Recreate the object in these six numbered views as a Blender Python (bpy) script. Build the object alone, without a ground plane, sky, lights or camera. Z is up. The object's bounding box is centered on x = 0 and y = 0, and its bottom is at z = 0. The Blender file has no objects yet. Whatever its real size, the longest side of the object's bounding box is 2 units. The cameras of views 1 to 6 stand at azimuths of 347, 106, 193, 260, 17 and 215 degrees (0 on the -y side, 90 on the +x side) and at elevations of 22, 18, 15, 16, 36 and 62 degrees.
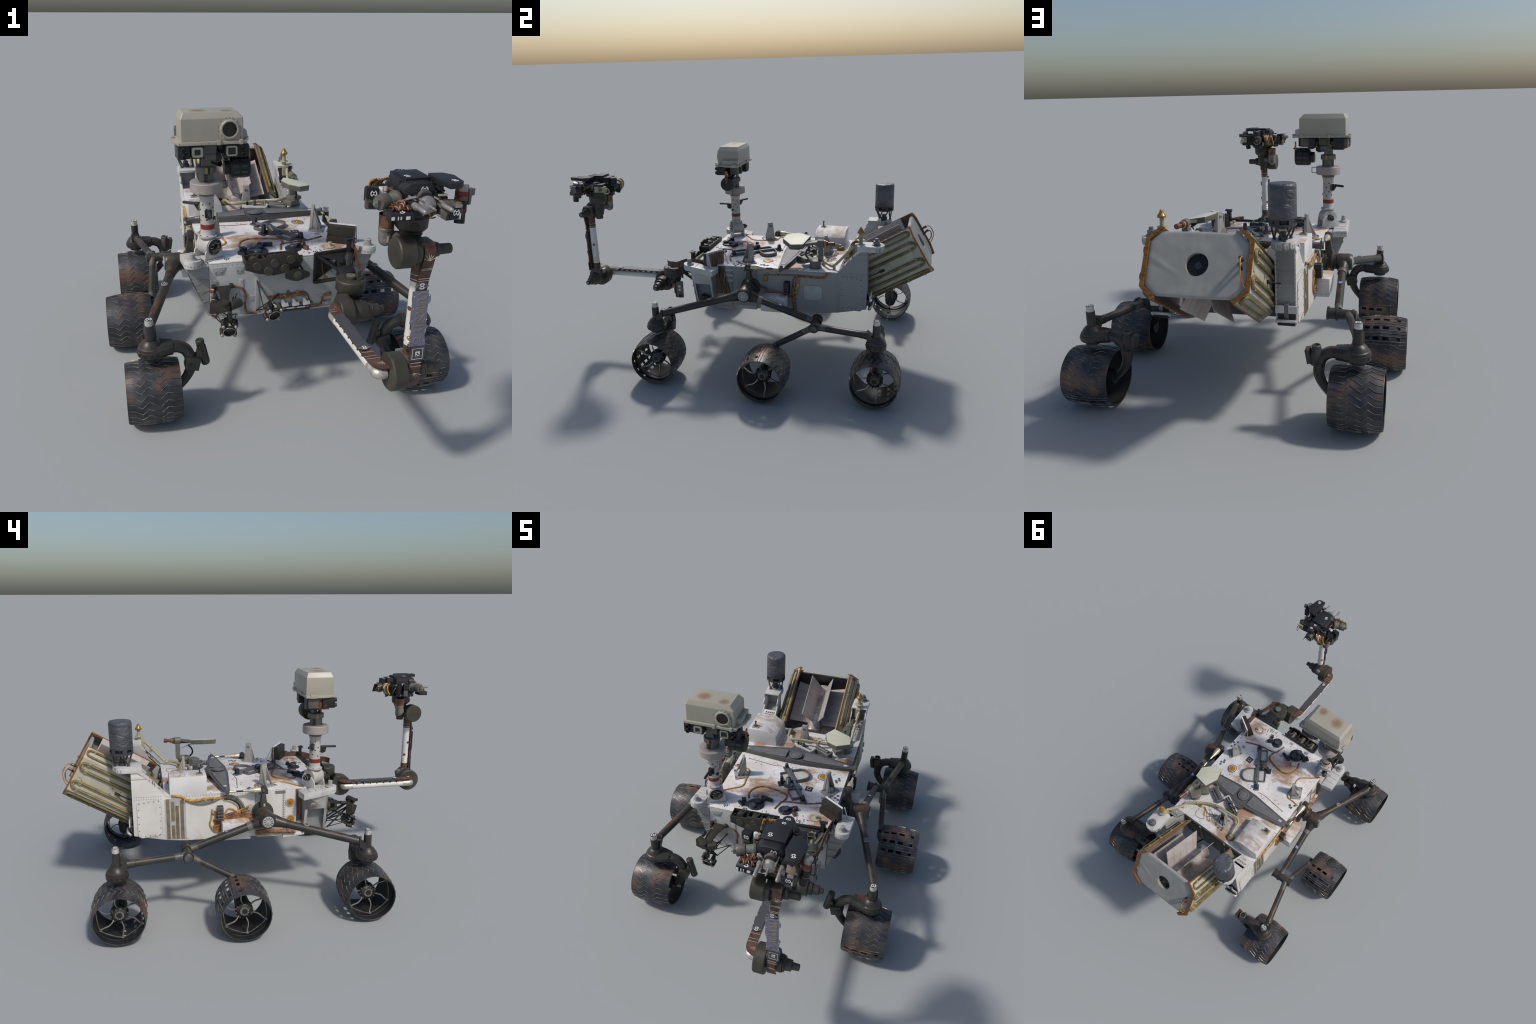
import bpy, bmesh, math, random
import numpy as np
from mathutils import Vector, Matrix

rng = random.Random(7)

# ---------------------------------------------------------------- materials
class NT:
    """Small helper around a material node tree."""
    def __init__(self, name):
        self.m = bpy.data.materials.new(name)
        self.m.use_nodes = True
        self.t = self.m.node_tree
        self.t.nodes.clear()
        self.out = self.t.nodes.new("ShaderNodeOutputMaterial")
        self.b = self.t.nodes.new("ShaderNodeBsdfPrincipled")
        self.t.links.new(self.b.outputs[0], self.out.inputs[0])
        self.tc = self.t.nodes.new("ShaderNodeTexCoord")
        self.co = self.tc.outputs["Object"]

    def link(self, a, b):
        self.t.links.new(a, b)

    def put(self, sock, v):
        if isinstance(v, (int, float)):
            sock.default_value = v
        elif isinstance(v, (tuple, list)):
            if len(sock.default_value) == 4 and len(v) == 3:
                v = (*v, 1)
            sock.default_value = v
        else:
            self.link(v, sock)

    def noise(self, scale, detail=4, rough=.55, co=None, dist=0):
        n = self.t.nodes.new("ShaderNodeTexNoise")
        n.inputs["Scale"].default_value = scale
        n.inputs["Detail"].default_value = detail
        n.inputs["Roughness"].default_value = rough
        n.inputs["Distortion"].default_value = dist
        self.link(co or self.co, n.inputs["Vector"])
        return n.outputs["Fac"]

    def voronoi(self, scale, co=None, out="Distance", rand=1):
        n = self.t.nodes.new("ShaderNodeTexVoronoi")
        n.inputs["Scale"].default_value = scale
        n.inputs["Randomness"].default_value = rand
        self.link(co or self.co, n.inputs["Vector"])
        return n.outputs[out]

    def stretch(self, sx, sy, sz, rot=(0, 0, 0)):
        n = self.t.nodes.new("ShaderNodeMapping")
        n.inputs["Scale"].default_value = (sx, sy, sz)
        n.inputs["Rotation"].default_value = rot
        self.link(self.co, n.inputs["Vector"])
        return n.outputs[0]

    def math(self, op, a, b=0, clamp=False):
        n = self.t.nodes.new("ShaderNodeMath")
        n.operation = op
        n.use_clamp = clamp
        self.put(n.inputs[0], a)
        self.put(n.inputs[1], b)
        return n.outputs[0]

    def step(self, v, lo, hi):
        n = self.t.nodes.new("ShaderNodeMapRange")
        n.interpolation_type = "SMOOTHSTEP"
        self.put(n.inputs[0], v)
        n.inputs[1].default_value = lo
        n.inputs[2].default_value = hi
        return n.outputs[0]

    def mix(self, f, a, b):
        n = self.t.nodes.new("ShaderNodeMix")
        n.data_type = "RGBA"
        self.put(n.inputs[0], f)
        self.put(n.inputs[6], a)
        self.put(n.inputs[7], b)
        return n.outputs[2]

    def near(self, p, r0, r1, scale=(1, 1, 1)):
        """1 close to point p, 0 beyond r1."""
        m = self.t.nodes.new("ShaderNodeMapping")
        m.vector_type = "POINT"
        m.inputs["Scale"].default_value = scale
        m.inputs["Location"].default_value = tuple(-p[i] * scale[i] for i in range(3))
        self.link(self.co, m.inputs["Vector"])
        l = self.t.nodes.new("ShaderNodeVectorMath")
        l.operation = "LENGTH"
        self.link(m.outputs[0], l.inputs[0])
        return self.step(self.math("MULTIPLY", l.outputs["Value"], -1), -r1, -r0)

    def xyz(self, co=None):
        n = self.t.nodes.new("ShaderNodeSeparateXYZ")
        self.link(co or self.co, n.inputs[0])
        return n.outputs

    def normal_z(self):
        g = self.t.nodes.new("ShaderNodeNewGeometry")
        return self.xyz(g.outputs["Normal"])[2]

    def bump(self, h, strength=.3, dist=.002):
        n = self.t.nodes.new("ShaderNodeBump")
        n.inputs["Strength"].default_value = strength
        n.inputs["Distance"].default_value = dist
        self.link(h, n.inputs["Height"])
        self.link(n.outputs[0], self.b.inputs["Normal"])

    def done(self, col, rough=.5, metal=0., spec=None):
        self.put(self.b.inputs["Base Color"], col)
        self.put(self.b.inputs["Roughness"], rough)
        self.put(self.b.inputs["Metallic"], metal)
        if spec is not None:
            self.b.inputs["Specular IOR Level"].default_value = spec
        return self.m


MATS = {}

def simple(name, col, rough=.5, metal=0., var=.12, vscale=14, dirt=None, dlo=.55, dhi=.72,
           dscale=9, damt=.8, up=0., grain=.15, spec=None):
    n = NT(name)
    v = n.noise(vscale, 5, .6)
    c = n.mix(n.step(v, .3, .7), tuple(x * (1 - var) for x in col), tuple(min(1, x * (1 + var)) for x in col))
    if dirt:
        f = n.step(n.noise(dscale, 6, .65), dlo, dhi)
        if up:
            f = n.math("MULTIPLY", f, n.step(n.normal_z(), .2, .9)) if up > 0 else f
        f = n.math("MULTIPLY", f, damt)
        c = n.mix(f, c, dirt)
    if grain:
        n.bump(n.noise(160, 3), grain, .001)
    MATS[name] = n.done(c, rough, metal, spec)
    return MATS[name]


DUST = (.34, .19, .10)
RUST = (.16, .062, .03)

def make_materials():
    # --- white body paint: vertical grime, brown dust, shade painted on the right
    n = NT("body_white")
    c = n.mix(n.step(n.noise(6, 5), .3, .7), (.605, .58, .545), (.69, .665, .63))
    streak = n.step(n.noise(7, 5, .6, n.stretch(4, 4, .6)), .56, .75)
    c = n.mix(n.math("MULTIPLY", streak, .28), c, (.34, .30, .26))
    rs = n.step(n.xyz()[0], .20, .215)  # mask for x > .2: paint greyed to carry the unlit side's shade
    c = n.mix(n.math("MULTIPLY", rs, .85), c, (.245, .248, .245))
    low = n.step(n.xyz()[2], .42, .33)
    c = n.mix(n.math("MULTIPLY", n.math("MULTIPLY", low, n.step(n.noise(22, 5), .45, .65)), .45), c, (.36, .27, .2))
    c = n.mix(n.math("MULTIPLY", n.step(n.noise(60, 3), .66, .74), .4), c, (.38, .36, .34))
    n.bump(n.noise(40, 4), .15, .001)
    MATS["body_white"] = n.done(c, .55)

    # --- front face paint, greyer with cool patches
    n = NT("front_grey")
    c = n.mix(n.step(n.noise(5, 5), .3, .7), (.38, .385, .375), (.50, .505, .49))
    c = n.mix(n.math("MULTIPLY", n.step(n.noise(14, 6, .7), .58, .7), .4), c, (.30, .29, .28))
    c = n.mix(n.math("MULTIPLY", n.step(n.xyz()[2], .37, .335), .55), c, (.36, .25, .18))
    n.bump(n.noise(50, 4), .15, .001)
    MATS["front_grey"] = n.done(c, .55)

    # --- deck: bright white, brown dust blotches where they lie, dark specks
    n = NT("deck_white")
    c = n.mix(n.step(n.noise(7, 5), .35, .65), (.68, .665, .655), (.79, .775, .77))
    f = None
    for p, r, s in (((-.085, -.06, .57), .17, 1.), ((.05, -.03, .57), .10, .75), ((.235, -.205, .57), .085, 1.25),
                    ((-.05, .315, .57), .13, 1.25), ((.22, -.13, .57), .07, .7), ((.11, .05, .57), .09, .7),
                    ((.26, .27, .57), .13, 1.1), ((-.22, .30, .57), .10, .9), ((-.2, -.1, .57), .10, .45),
                    ((-.05, .50, .57), .12, .9), ((.1, .15, .57), .1, .5), ((-.02, .42, .57), .26, .55)):
        g = n.math("MULTIPLY", n.near(p, 0., r, (1, 1, .3)), s)
        f = g if f is None else n.math("MAXIMUM", f, g)
    nz = n.noise(17, 8, .72, n.stretch(1, 1.7, 1))
    blot = n.math("ADD", n.math("MULTIPLY", f, .42), n.math("MULTIPLY", n.math("SUBTRACT", nz, .5), 1.1))
    c = n.mix(n.math("MULTIPLY", n.step(n.noise(5.5, 6, .65), .46, .66), .22), c, (.42, .30, .21))
    c = n.mix(n.math("MULTIPLY", n.step(blot, .05, .38), .88), c, DUST)
    c = n.mix(n.math("MULTIPLY", n.step(n.noise(75, 3, .6), .625, .68), .8), c, (.30, .23, .18))
    sp = n.step(n.math("MULTIPLY", n.voronoi(52), -1), -.13, -.10)
    sp = n.math("MULTIPLY", sp, n.step(n.noise(9, 2), .48, .56))
    c = n.mix(n.math("MULTIPLY", sp, .8), c, (.12, .11, .12))
    n.bump(n.noise(60, 4), .12, .001)
    MATS["deck_white"] = n.done(c, .5)

    # --- dusty white box
    n = NT("dusty_white")
    c = n.mix(n.step(n.noise(6, 4), .3, .7), (.62, .61, .60), (.72, .71, .70))
    top = n.step(n.normal_z(), .25, .8)
    d = n.step(n.noise(13, 7, .7, n.stretch(1, 2.2, 1)), .40, .62)
    c = n.mix(n.math("MULTIPLY", n.math("MULTIPLY", top, d), .8), c, (.42, .27, .17))
    MATS["dusty_white"] = n.done(c, .6)

    # --- camera head: cream with two sprayed dust spots on top
    n = NT("head_cream")
    c = n.mix(n.step(n.noise(5, 4), .3, .7), (.335, .315, .255), (.385, .364, .295))  # cream lightened partway toward the sun glare on top, above the dim sides
    top = n.step(n.normal_z(), .6, .9)
    f = n.math("MAXIMUM", n.near((-.309, -.205, 1.135), .0, .068, (1, 1, .3)),
               n.near((-.210, -.225, 1.135), .0, .050, (1, 1, .3)))
    stip = n.step(n.math("ADD", f, n.math("MULTIPLY", n.math("SUBTRACT", n.noise(230, 4, .7), .5), 1.9)), .36, .95)
    c = n.mix(n.math("MULTIPLY", n.math("MULTIPLY", stip, top), .85), c, (.25, .13, .06))
    c = n.mix(n.math("MULTIPLY", n.step(n.noise(90, 3), .66, .72), .3), c, (.3, .28, .24))
    MATS["head_cream"] = n.done(c, .4)

    # --- dark suspension with rusty dust on upward sides
    n = NT("suspension_black")
    c = n.mix(n.step(n.noise(12, 5), .3, .7), (.024, .023, .020), (.042, .040, .034))
    f = n.math("MULTIPLY", n.step(n.normal_z(), .62, .95), n.step(n.noise(15, 6, .7), .47, .64))
    c = n.mix(n.math("MULTIPLY", f, .62), c, (.15, .062, .028))
    n.bump(n.noise(120, 3), .12, .001)
    MATS["suspension_black"] = n.done(c, .42)
    simple("suspension_grey", (.10, .098, .09), .45, .2, var=.35, vscale=30, dirt=RUST, dlo=.6, dhi=.7)

    # --- wheels: dark worn metal with brown regions
    n = NT("wheel_metal")
    c = n.mix(n.step(n.noise(14, 5, .6), .32, .68), (.036, .038, .043), (.085, .086, .09))
    br = n.step(n.noise(8, 4, .55), .50, .66)
    c = n.mix(n.math("MULTIPLY", br, .8), c, (.18, .10, .066))
    c = n.mix(n.math("MULTIPLY", n.step(n.noise(45, 6, .7), .60, .74), .35), c, (.13, .115, .105))
    n.bump(n.noise(70, 6, .7), .25, .0015)
    MATS["wheel_metal"] = n.done(c, n.math("ADD", n.math("MULTIPLY", n.noise(25, 4), .3), .30), .35)
    n = NT("tread_metal")
    c = n.mix(n.step(n.noise(30, 5), .42, .62), (.09, .085, .08), (.31, .27, .235))
    MATS["tread_metal"] = n.done(c, .38, .5)
    simple("wheel_inside", (.022, .022, .023), .6, .2, var=.3)
    simple("spoke_titanium", (.36, .33, .29), .33, .8, var=.25, vscale=40)
    n = NT("hub_metal")
    c = n.mix(n.step(n.noise(90, 4), .45, .6), (.035, .034, .032), (.11, .106, .10))
    MATS["hub_metal"] = n.done(c, .4, .4)

    simple("silver_cap", (.60, .58, .54), .4, .45, var=.2, vscale=40)
    simple("foil_grey", (.22, .20, .18), .35, .5, var=.35, vscale=40, dirt=(.12, .07, .05), dscale=30, grain=.6)
    simple("silver_wrap", (.62, .58, .52), .33, .6, var=.25, vscale=35, grain=.8)
    simple("olive_joint", (.050, .046, .034), .5, .1, var=.28, vscale=10, dirt=(.12, .10, .07), dscale=25, damt=.5)
    simple("dark_olive", (.029, .026, .020), .55, .1, var=.3)
    simple("arm_white", (.66, .64, .60), .45, 0, var=.08, dirt=(.30, .22, .16), dlo=.60, dhi=.72, dscale=12, damt=.7)
    simple("brown_tape", (.10, .052, .036), .5, .0, var=.35, vscale=30)
    simple("pale_line", (.42, .36, .30), .5)
    simple("cable_black", (.012, .012, .013), .5)
    n = NT("cable_brown")
    c = n.mix(n.step(n.noise(45, 5, .7), .35, .65), (.10, .045, .025), (.34, .17, .08))
    MATS["cable_brown"] = n.done(c, .55)
    simple("cable_ochre", (.42, .215, .04), .5, 0, var=.4, vscale=40)
    simple("cable_grey", (.17, .165, .14), .45, .1, var=.3, vscale=40)
    simple("orange_gold", (.46, .205, .03), .4, .2, var=.25, vscale=60)
    simple("amber_foil", (.19, .075, .012), .3, .5, var=.6, vscale=90, grain=.8)
    simple("gold_tip", (.36, .21, .05), .35, .4)
    simple("pipe_yellow", (.36, .335, .20), .45, 0, var=.15, dirt=(.25, .2, .1), dscale=20, damt=.5)  # yellow dulled midway, so part of its shadowed look is in the colour
    simple("cone_gold", (.60, .53, .38), .3, .45, var=.2, vscale=30)

    # --- power source
    n = NT("shroud_cream")
    c = n.mix(n.step(n.noise(7, 4), .3, .7), (.39, .36, .28), (.485, .455, .36))
    c = n.mix(n.math("MULTIPLY", n.step(n.noise(16, 6, .65), .58, .72), .5), c, (.33, .29, .17))
    # occlusion shadow painted in, deepening toward the front end of the tilted shroud
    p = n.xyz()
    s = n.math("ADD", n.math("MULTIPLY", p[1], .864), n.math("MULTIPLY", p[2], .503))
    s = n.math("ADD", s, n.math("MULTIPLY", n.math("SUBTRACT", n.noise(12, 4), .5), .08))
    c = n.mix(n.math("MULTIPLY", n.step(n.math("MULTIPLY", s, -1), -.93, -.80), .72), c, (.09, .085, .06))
    MATS["shroud_cream"] = n.done(c, .5)
    simple("shroud_dark", (.06, .058, .052), .6, var=.3)
    simple("shroud_grey", (.24, .23, .22), .55, var=.15)
    simple("tube_olive", (.175, .142, .06), .4, .1, var=.35, vscale=18)
    n = NT("rim_orange")
    c = n.mix(n.step(n.noise(45, 6, .7, n.stretch(1, 1, 3)), .3, .7), (.15, .052, .012), (.32, .14, .022))
    MATS["rim_orange"] = n.done(c, .45, .1)
    n = NT("cap_blanket")
    c = n.mix(n.step(n.noise(6, 5), .3, .7), (.32, .313, .285), (.38, .37, .338))  # tint balances sun sheen from above against the dim rear view
    c = n.mix(n.math("MULTIPLY", n.step(n.noise(10, 6, .7, n.stretch(1, 1, 1)), .60, .75), .4), c, (.33, .31, .27))
    n.bump(n.noise(7, 4, .5, None, .6), .16, .008)
    MATS["cap_blanket"] = n.done(c, .5)
    n = NT("core_dusty")
    c = n.mix(n.step(n.noise(11, 6, .65), .36, .64), (.48, .455, .43), (.25, .18, .14))
    MATS["core_dusty"] = n.done(c, .5)
    simple("fin_white", (.45, .405, .385), .5, 0, var=.12, dirt=(.30, .22, .18), dscale=8, dlo=.45, dhi=.70, damt=.5)

    # --- relay antenna blanket
    n = NT("antenna_blanket")
    c = n.mix(n.step(n.noise(8, 5), .3, .7), (.062, .068, .080), (.125, .13, .145))
    w = n.noise(18, 5, .5, n.stretch(1, 1, 1.5, (.5, .3, 0)), 1.5)
    n.bump(w, .85, .013)
    MATS["antenna_blanket"] = n.done(c, .42, .25)
    simple("antenna_dark", (.05, .052, .056), .5, .1)

    simple("bar_grey", (.085, .083, .083), .5, .1, var=.15, dirt=(.2, .16, .13), dlo=.62, dhi=.75, damt=.5)
    simple("pad_grey", (.145, .145, .148), .55, .1, var=.15, vscale=25)
    simple("fin_grey", (.34, .33, .31), .45, .1, var=.12, dirt=(.18, .17, .15), dlo=.55, dhi=.7, dscale=18, damt=.5)
    simple("deck_steel", (.15, .15, .155), .42, .35, var=.25, vscale=25)
    simple("tray_pale", (.50, .48, .46), .6, var=.1, dirt=DUST, damt=.4)
    simple("lid_black", (.020, .023, .033), .42, .1, var=.35, vscale=30)
    simple("lid_cap", (.055, .06, .07), .4, .2, var=.2)
    n = NT("hga_face")
    c = n.mix(n.step(n.noise(12, 5), .3, .7), (.58, .575, .43), (.68, .67, .52))
    c = n.mix(n.math("MULTIPLY", n.step(n.noise(25, 6), .62, .74), .4), c, (.45, .42, .28))
    MATS["hga_face"] = n.done(c, .5)
    simple("hga_side", (.14, .136, .112), .5, .05, var=.15)
    simple("copper_brown", (.17, .085, .05), .4, .4, var=.3, vscale=40)
    simple("bracket_white", (.54, .53, .51), .45, 0, var=.1, dirt=(.3, .28, .25), dlo=.56, dhi=.7, dscale=16, damt=.55)
    simple("bracket_grey", (.28, .283, .275), .5, 0, var=.15, dirt=(.25, .24, .22), dscale=18, damt=.5)
    simple("cavity_grey", (.27, .275, .275), .6, var=.15)
    simple("collar_pink", (.33, .295, .275), .55, 0, var=.1)
    simple("mast_white", (.45, .425, .405), .5, 0, var=.08, dirt=(.42, .33, .28), dscale=12, damt=.5)  # white lowered to a mean of its sunlit and shaded brightness
    simple("mast_grey", (.135, .132, .112), .5, .1, var=.15)
    simple("mast_red", (.20, .028, .016), .5, var=.2)
    simple("glass_black", (.012, .011, .009), .15, 0, var=.3, grain=0)
    simple("camera_black", (.014, .014, .014), .5, .05, var=.3)
    simple("camera_frame", (.25, .255, .215), .5)
    simple("cover_black", (.017, .017, .021), .55, 0, var=.15)
    simple("mark_white", (.74, .74, .73), .5, var=.02)
    simple("mark_black", (.03, .03, .032), .5, var=.02)
    simple("steel_grey", (.33, .31, .29), .4, .5, var=.2, vscale=40)
    simple("warm_grey", (.115, .10, .09), .5, .2, var=.2)
    simple("green_grey", (.20, .21, .165), .4, .3, var=.25, vscale=40)
    simple("plate_lavender", (.205, .20, .265), .5, .15, var=.06)
    simple("plate_dark", (.085, .085, .09), .45, .15, var=.1)
    simple("letter_gold", (.33, .27, .21), .5)
    simple("panel_grey", (.40, .405, .40), .55, var=.1)
    simple("seam_dark", (.16, .155, .15), .6)
    simple("rivet_grey", (.17, .165, .16), .5, .2)
    n = NT("louver_brown")
    c = n.mix(n.step(n.noise(40, 5), .35, .65), (.14, .108, .065), (.225, .178, .11))
    MATS["louver_brown"] = n.done(c, .6)
    simple("louver_plate", (.42, .42, .415), .55, var=.1)
    n = NT("harness_wall")
    c = n.mix(n.step(n.noise(16, 6, .7, n.stretch(3, 3, .5)), .38, .62), (.07, .045, .028), (.24, .15, .08))
    c = n.mix(n.step(n.noise(11, 4, .6, n.stretch(4, 4, .4)), .60, .68), c, (.30, .29, .28))
    MATS["harness_wall"] = n.done(c, .6)
    simple("decal_blue", (.06, .07, .18), .5)
    simple("red_band", (.30, .07, .025), .35, .1, var=.4, vscale=60)


# ---------------------------------------------------------------- geometry
def V(*a):
    return Vector(a)

def frame(axis, hint=None):
    w = Vector(axis).normalized()
    h = Vector(hint) if hint else (Vector((0, 0, 1)) if abs(w.z) < .9 else Vector((0, 1, 0)))
    u = (h - w * h.dot(w)).normalized()
    return u, w.cross(u).normalized(), w


class B:
    """Collects faces of one mesh object."""
    def __init__(self):
        self.v, self.f, self.m, self.names = [], [], [], []
        self.flip = False

    def mi(self, mat):
        if mat not in self.names:
            self.names.append(mat)
        return self.names.index(mat)

    def add(self, vs, fs, mat):
        o, k = len(self.v), self.mi(mat)
        self.v += [tuple(p) for p in vs]
        for f in fs:
            self.f.append(tuple(o + i for i in f))
            self.m.append(k)
        return self

    def box(self, c, s, mat, R=None, taper=(1, 1)):
        c = Vector(c)
        vs = []
        for z in (-1, 1):
            for x, y in ((-1, -1), (1, -1), (1, 1), (-1, 1)):
                p = Vector((x * s[0] / 2, y * s[1] / 2, z * s[2] / 2))
                if z > 0:
                    p.x *= taper[0]
                    p.y *= taper[1]
                vs.append(c + (R @ p if R else p))
        return self.add(vs, [(3, 2, 1, 0), (4, 5, 6, 7), (0, 1, 5, 4), (1, 2, 6, 5), (2, 3, 7, 6), (3, 0, 4, 7)], mat)

    def prism(self, pts, off, mat, cap=True, mat2=None):
        """polygon pts (3D) swept along off"""
        off = Vector(off)
        a = [Vector(p) for p in pts]
        n = len(a)
        nrm = Vector((0, 0, 0))
        for i in range(n):
            nrm += a[i].cross(a[(i + 1) % n])
        if nrm.dot(off) < 0:
            a.reverse()
        vs = a + [p + off for p in a]
        fs = [(i, (i + 1) % n, n + (i + 1) % n, n + i) for i in range(n)]
        self.add(vs, fs, mat)
        if cap:
            self.add(a, [tuple(range(n - 1, -1, -1))], mat)
            self.add([p + off for p in a], [tuple(range(n))], mat2 or mat)
        return self

    def loft(self, rings, mat, cap=(True, True), closed=True):
        n = len(rings[0])
        vs = [p for r in rings for p in r]
        fs = []
        for k in range(len(rings) - 1):
            for i in range(n if closed else n - 1):
                j = (i + 1) % n
                fs.append((k * n + i, k * n + j, (k + 1) * n + j, (k + 1) * n + i))
        if cap[0]:
            fs.append(tuple(range(n - 1, -1, -1)))
        if cap[1]:
            fs.append(tuple((len(rings) - 1) * n + i for i in range(n)))
        return self.add(vs, fs, mat)

    def lathe(self, p, axis, prof, mat, n=28, caps=(True, True), hint=None):
        """prof: list of (height along axis, radius)"""
        u, v, w = frame(axis, hint)
        p = Vector(p)
        rings = [[p + w * h + (u * math.cos(2 * math.pi * i / n) + v * math.sin(2 * math.pi * i / n)) * max(r, 1e-5)
                  for i in range(n)] for h, r in prof]
        return self.loft(rings, mat, caps)

    def cyl(self, p0, p1, r0, mat, r1=None, n=24):
        d = Vector(p1) - Vector(p0)
        return self.lathe(p0, d, [(0, r0), (d.length, r0 if r1 is None else r1)], mat, n)

    def sphere(self, c, r, mat, n=16, axis=(0, 0, 1), squash=1., half=False):
        a0 = 0 if half else -math.pi / 2
        k = n // 2
        prof = [(r * squash * math.sin(a0 + (math.pi / 2 - a0) * i / k), r * math.cos(a0 + (math.pi / 2 - a0) * i / k)) for i in range(k + 1)]
        return self.lathe(c, axis, prof, mat, n)

    def tube(self, pts, r, mat, n=8, smooth=0, section=None, hint=None):
        """sweep along points; section = (w,h) gives a flat band, hint its width direction"""
        P = [Vector(p) for p in pts]
        if smooth:
            P = catmull(P, smooth)
        T = []
        for i in range(len(P)):
            a, b = P[max(i - 1, 0)], P[min(i + 1, len(P) - 1)]
            T.append((b - a).normalized())
        u = Vector(hint) if hint else frame(T[0])[0]
        rings = []
        for i, (p, t) in enumerate(zip(P, T)):
            u = (u - t * u.dot(t))
            u = u.normalized() if u.length > 1e-6 else frame(t)[0]
            w = t.cross(u)
            rr = r[i * (len(r) - 1) // max(1, len(P) - 1)] if isinstance(r, (list, tuple)) else r
            if section:
                sw, sh = section
                ring = [p + u * sw / 2 + w * sh / 2, p - u * sw / 2 + w * sh / 2, p - u * sw / 2 - w * sh / 2, p + u * sw / 2 - w * sh / 2]
            else:
                ring = [p + (u * math.cos(2 * math.pi * k / n) + w * math.sin(2 * math.pi * k / n)) * rr for k in range(n)]
            rings.append(ring)
        return self.loft(rings, mat)

    def torus(self, c, axis, R, r, mat, n=32, k=8, squash=1.):
        u, v, w = frame(axis)
        c = Vector(c)
        vs, fs = [], []
        for i in range(n):
            a = 2 * math.pi * i / n
            d = u * math.cos(a) + v * math.sin(a)
            for j in range(k):
                b = 2 * math.pi * j / k
                vs.append(c + d * (R + r * math.cos(b)) + w * r * squash * math.sin(b))
        for i in range(n):
            for j in range(k):
                fs.append((i * k + j, ((i + 1) % n) * k + j, ((i + 1) % n) * k + (j + 1) % k, i * k + (j + 1) % k))
        return self.add(vs, fs, mat)

    def merge(self, other, sx=1):
        """copy another builder in; sx=-1 mirrors across x=0"""
        o = len(self.v)
        self.v += [(p[0] * sx, p[1], p[2]) for p in other.v]
        for f, k in zip(other.f, other.m):
            f = tuple(o + i for i in f)
            self.f.append(f[::-1] if sx < 0 else f)
            self.m.append(self.mi(other.names[k]))
        return self

    def mirror(self):
        return B().merge(self, -1)

    def mesh(self, name, smooth=35, bevel=0.):
        me = bpy.data.meshes.new(name)
        me.from_pydata(self.v, [], self.f)
        for nm in self.names:
            me.materials.append(MATS[nm])
        me.polygons.foreach_set("material_index", self.m)
        bm = bmesh.new()
        bm.from_mesh(me)
        bmesh.ops.remove_doubles(bm, verts=bm.verts, dist=2.5e-5)
        bmesh.ops.recalc_face_normals(bm, faces=bm.faces)
        if bevel:
            es = [e for e in bm.edges if len(e.link_faces) == 2 and e.calc_face_angle(0) > .95]
            bmesh.ops.bevel(bm, geom=es, offset=bevel, segments=2, profile=.6, affect="EDGES", clamp_overlap=True)
        bm.to_mesh(me)
        bm.free()
        me.polygons.foreach_set("use_smooth", [True] * len(me.polygons))
        me.set_sharp_from_angle(angle=math.radians(smooth))
        me.update()
        return me


def catmull(P, k):
    out = []
    for i in range(len(P) - 1):
        p0, p1, p2, p3 = P[max(i - 1, 0)], P[i], P[i + 1], P[min(i + 2, len(P) - 1)]
        for j in range(k):
            t = j / k
            out.append(.5 * ((2 * p1) + (p2 - p0) * t + (2 * p0 - 5 * p1 + 4 * p2 - p3) * t * t + (3 * p1 - p0 - 3 * p2 + p3) * t ** 3))
    out.append(P[-1])
    return out


ROOT = None

def put(name, b, parent=None, bevel=0., smooth=35, loc=None, stuff=False):
    me = b.mesh(name, smooth, bevel) if isinstance(b, B) else b
    o = bpy.data.objects.new(name, me)
    bpy.context.scene.collection.objects.link(o)
    p = parent or ROOT
    while p is not ROOT and p.parent is not ROOT:      # thing > part > sub-part at most
        p = p.parent
    o.parent = p
    if loc:
        o.location = loc
    if stuff:
        o["kind"] = "stuff"
    return o


def rotz(a):
    return Matrix.Rotation(math.radians(a), 3, "Z")

def rivet(b, p, nrm, r=.0024, mat="rivet_grey"):
    b.sphere(p, r, mat, 6, nrm, .6, True)

def rivet_line(b, p0, p1, n, nrm, r=.0024, mat="rivet_grey"):
    p0, p1 = Vector(p0), Vector(p1)
    for i in range(n):
        rivet(b, p0.lerp(p1, i / max(1, n - 1)), nrm, r, mat)

def stadium(c0, c1, r, n=10, r1=None):
    """2D outline around two centres"""
    r1 = r if r1 is None else r1
    d = math.atan2(c1[1] - c0[1], c1[0] - c0[0])
    out = []
    for i in range(n + 1):
        a = d + math.pi / 2 + math.pi * i / n
        out.append((c0[0] + r * math.cos(a), c0[1] + r * math.sin(a)))
    for i in range(n + 1):
        a = d - math.pi / 2 + math.pi * i / n
        out.append((c1[0] + r1 * math.cos(a), c1[1] + r1 * math.sin(a)))
    return out

def rrect(w, h, r, n=5):
    out = []
    for cx, cy, a0 in ((w / 2 - r, h / 2 - r, 0), (-w / 2 + r, h / 2 - r, 90), (-w / 2 + r, -h / 2 + r, 180), (w / 2 - r, -h / 2 + r, 270)):
        for i in range(n + 1):
            a = math.radians(a0 + 90 * i / n)
            out.append((cx + r * math.cos(a), cy + r * math.sin(a)))
    return out

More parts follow.
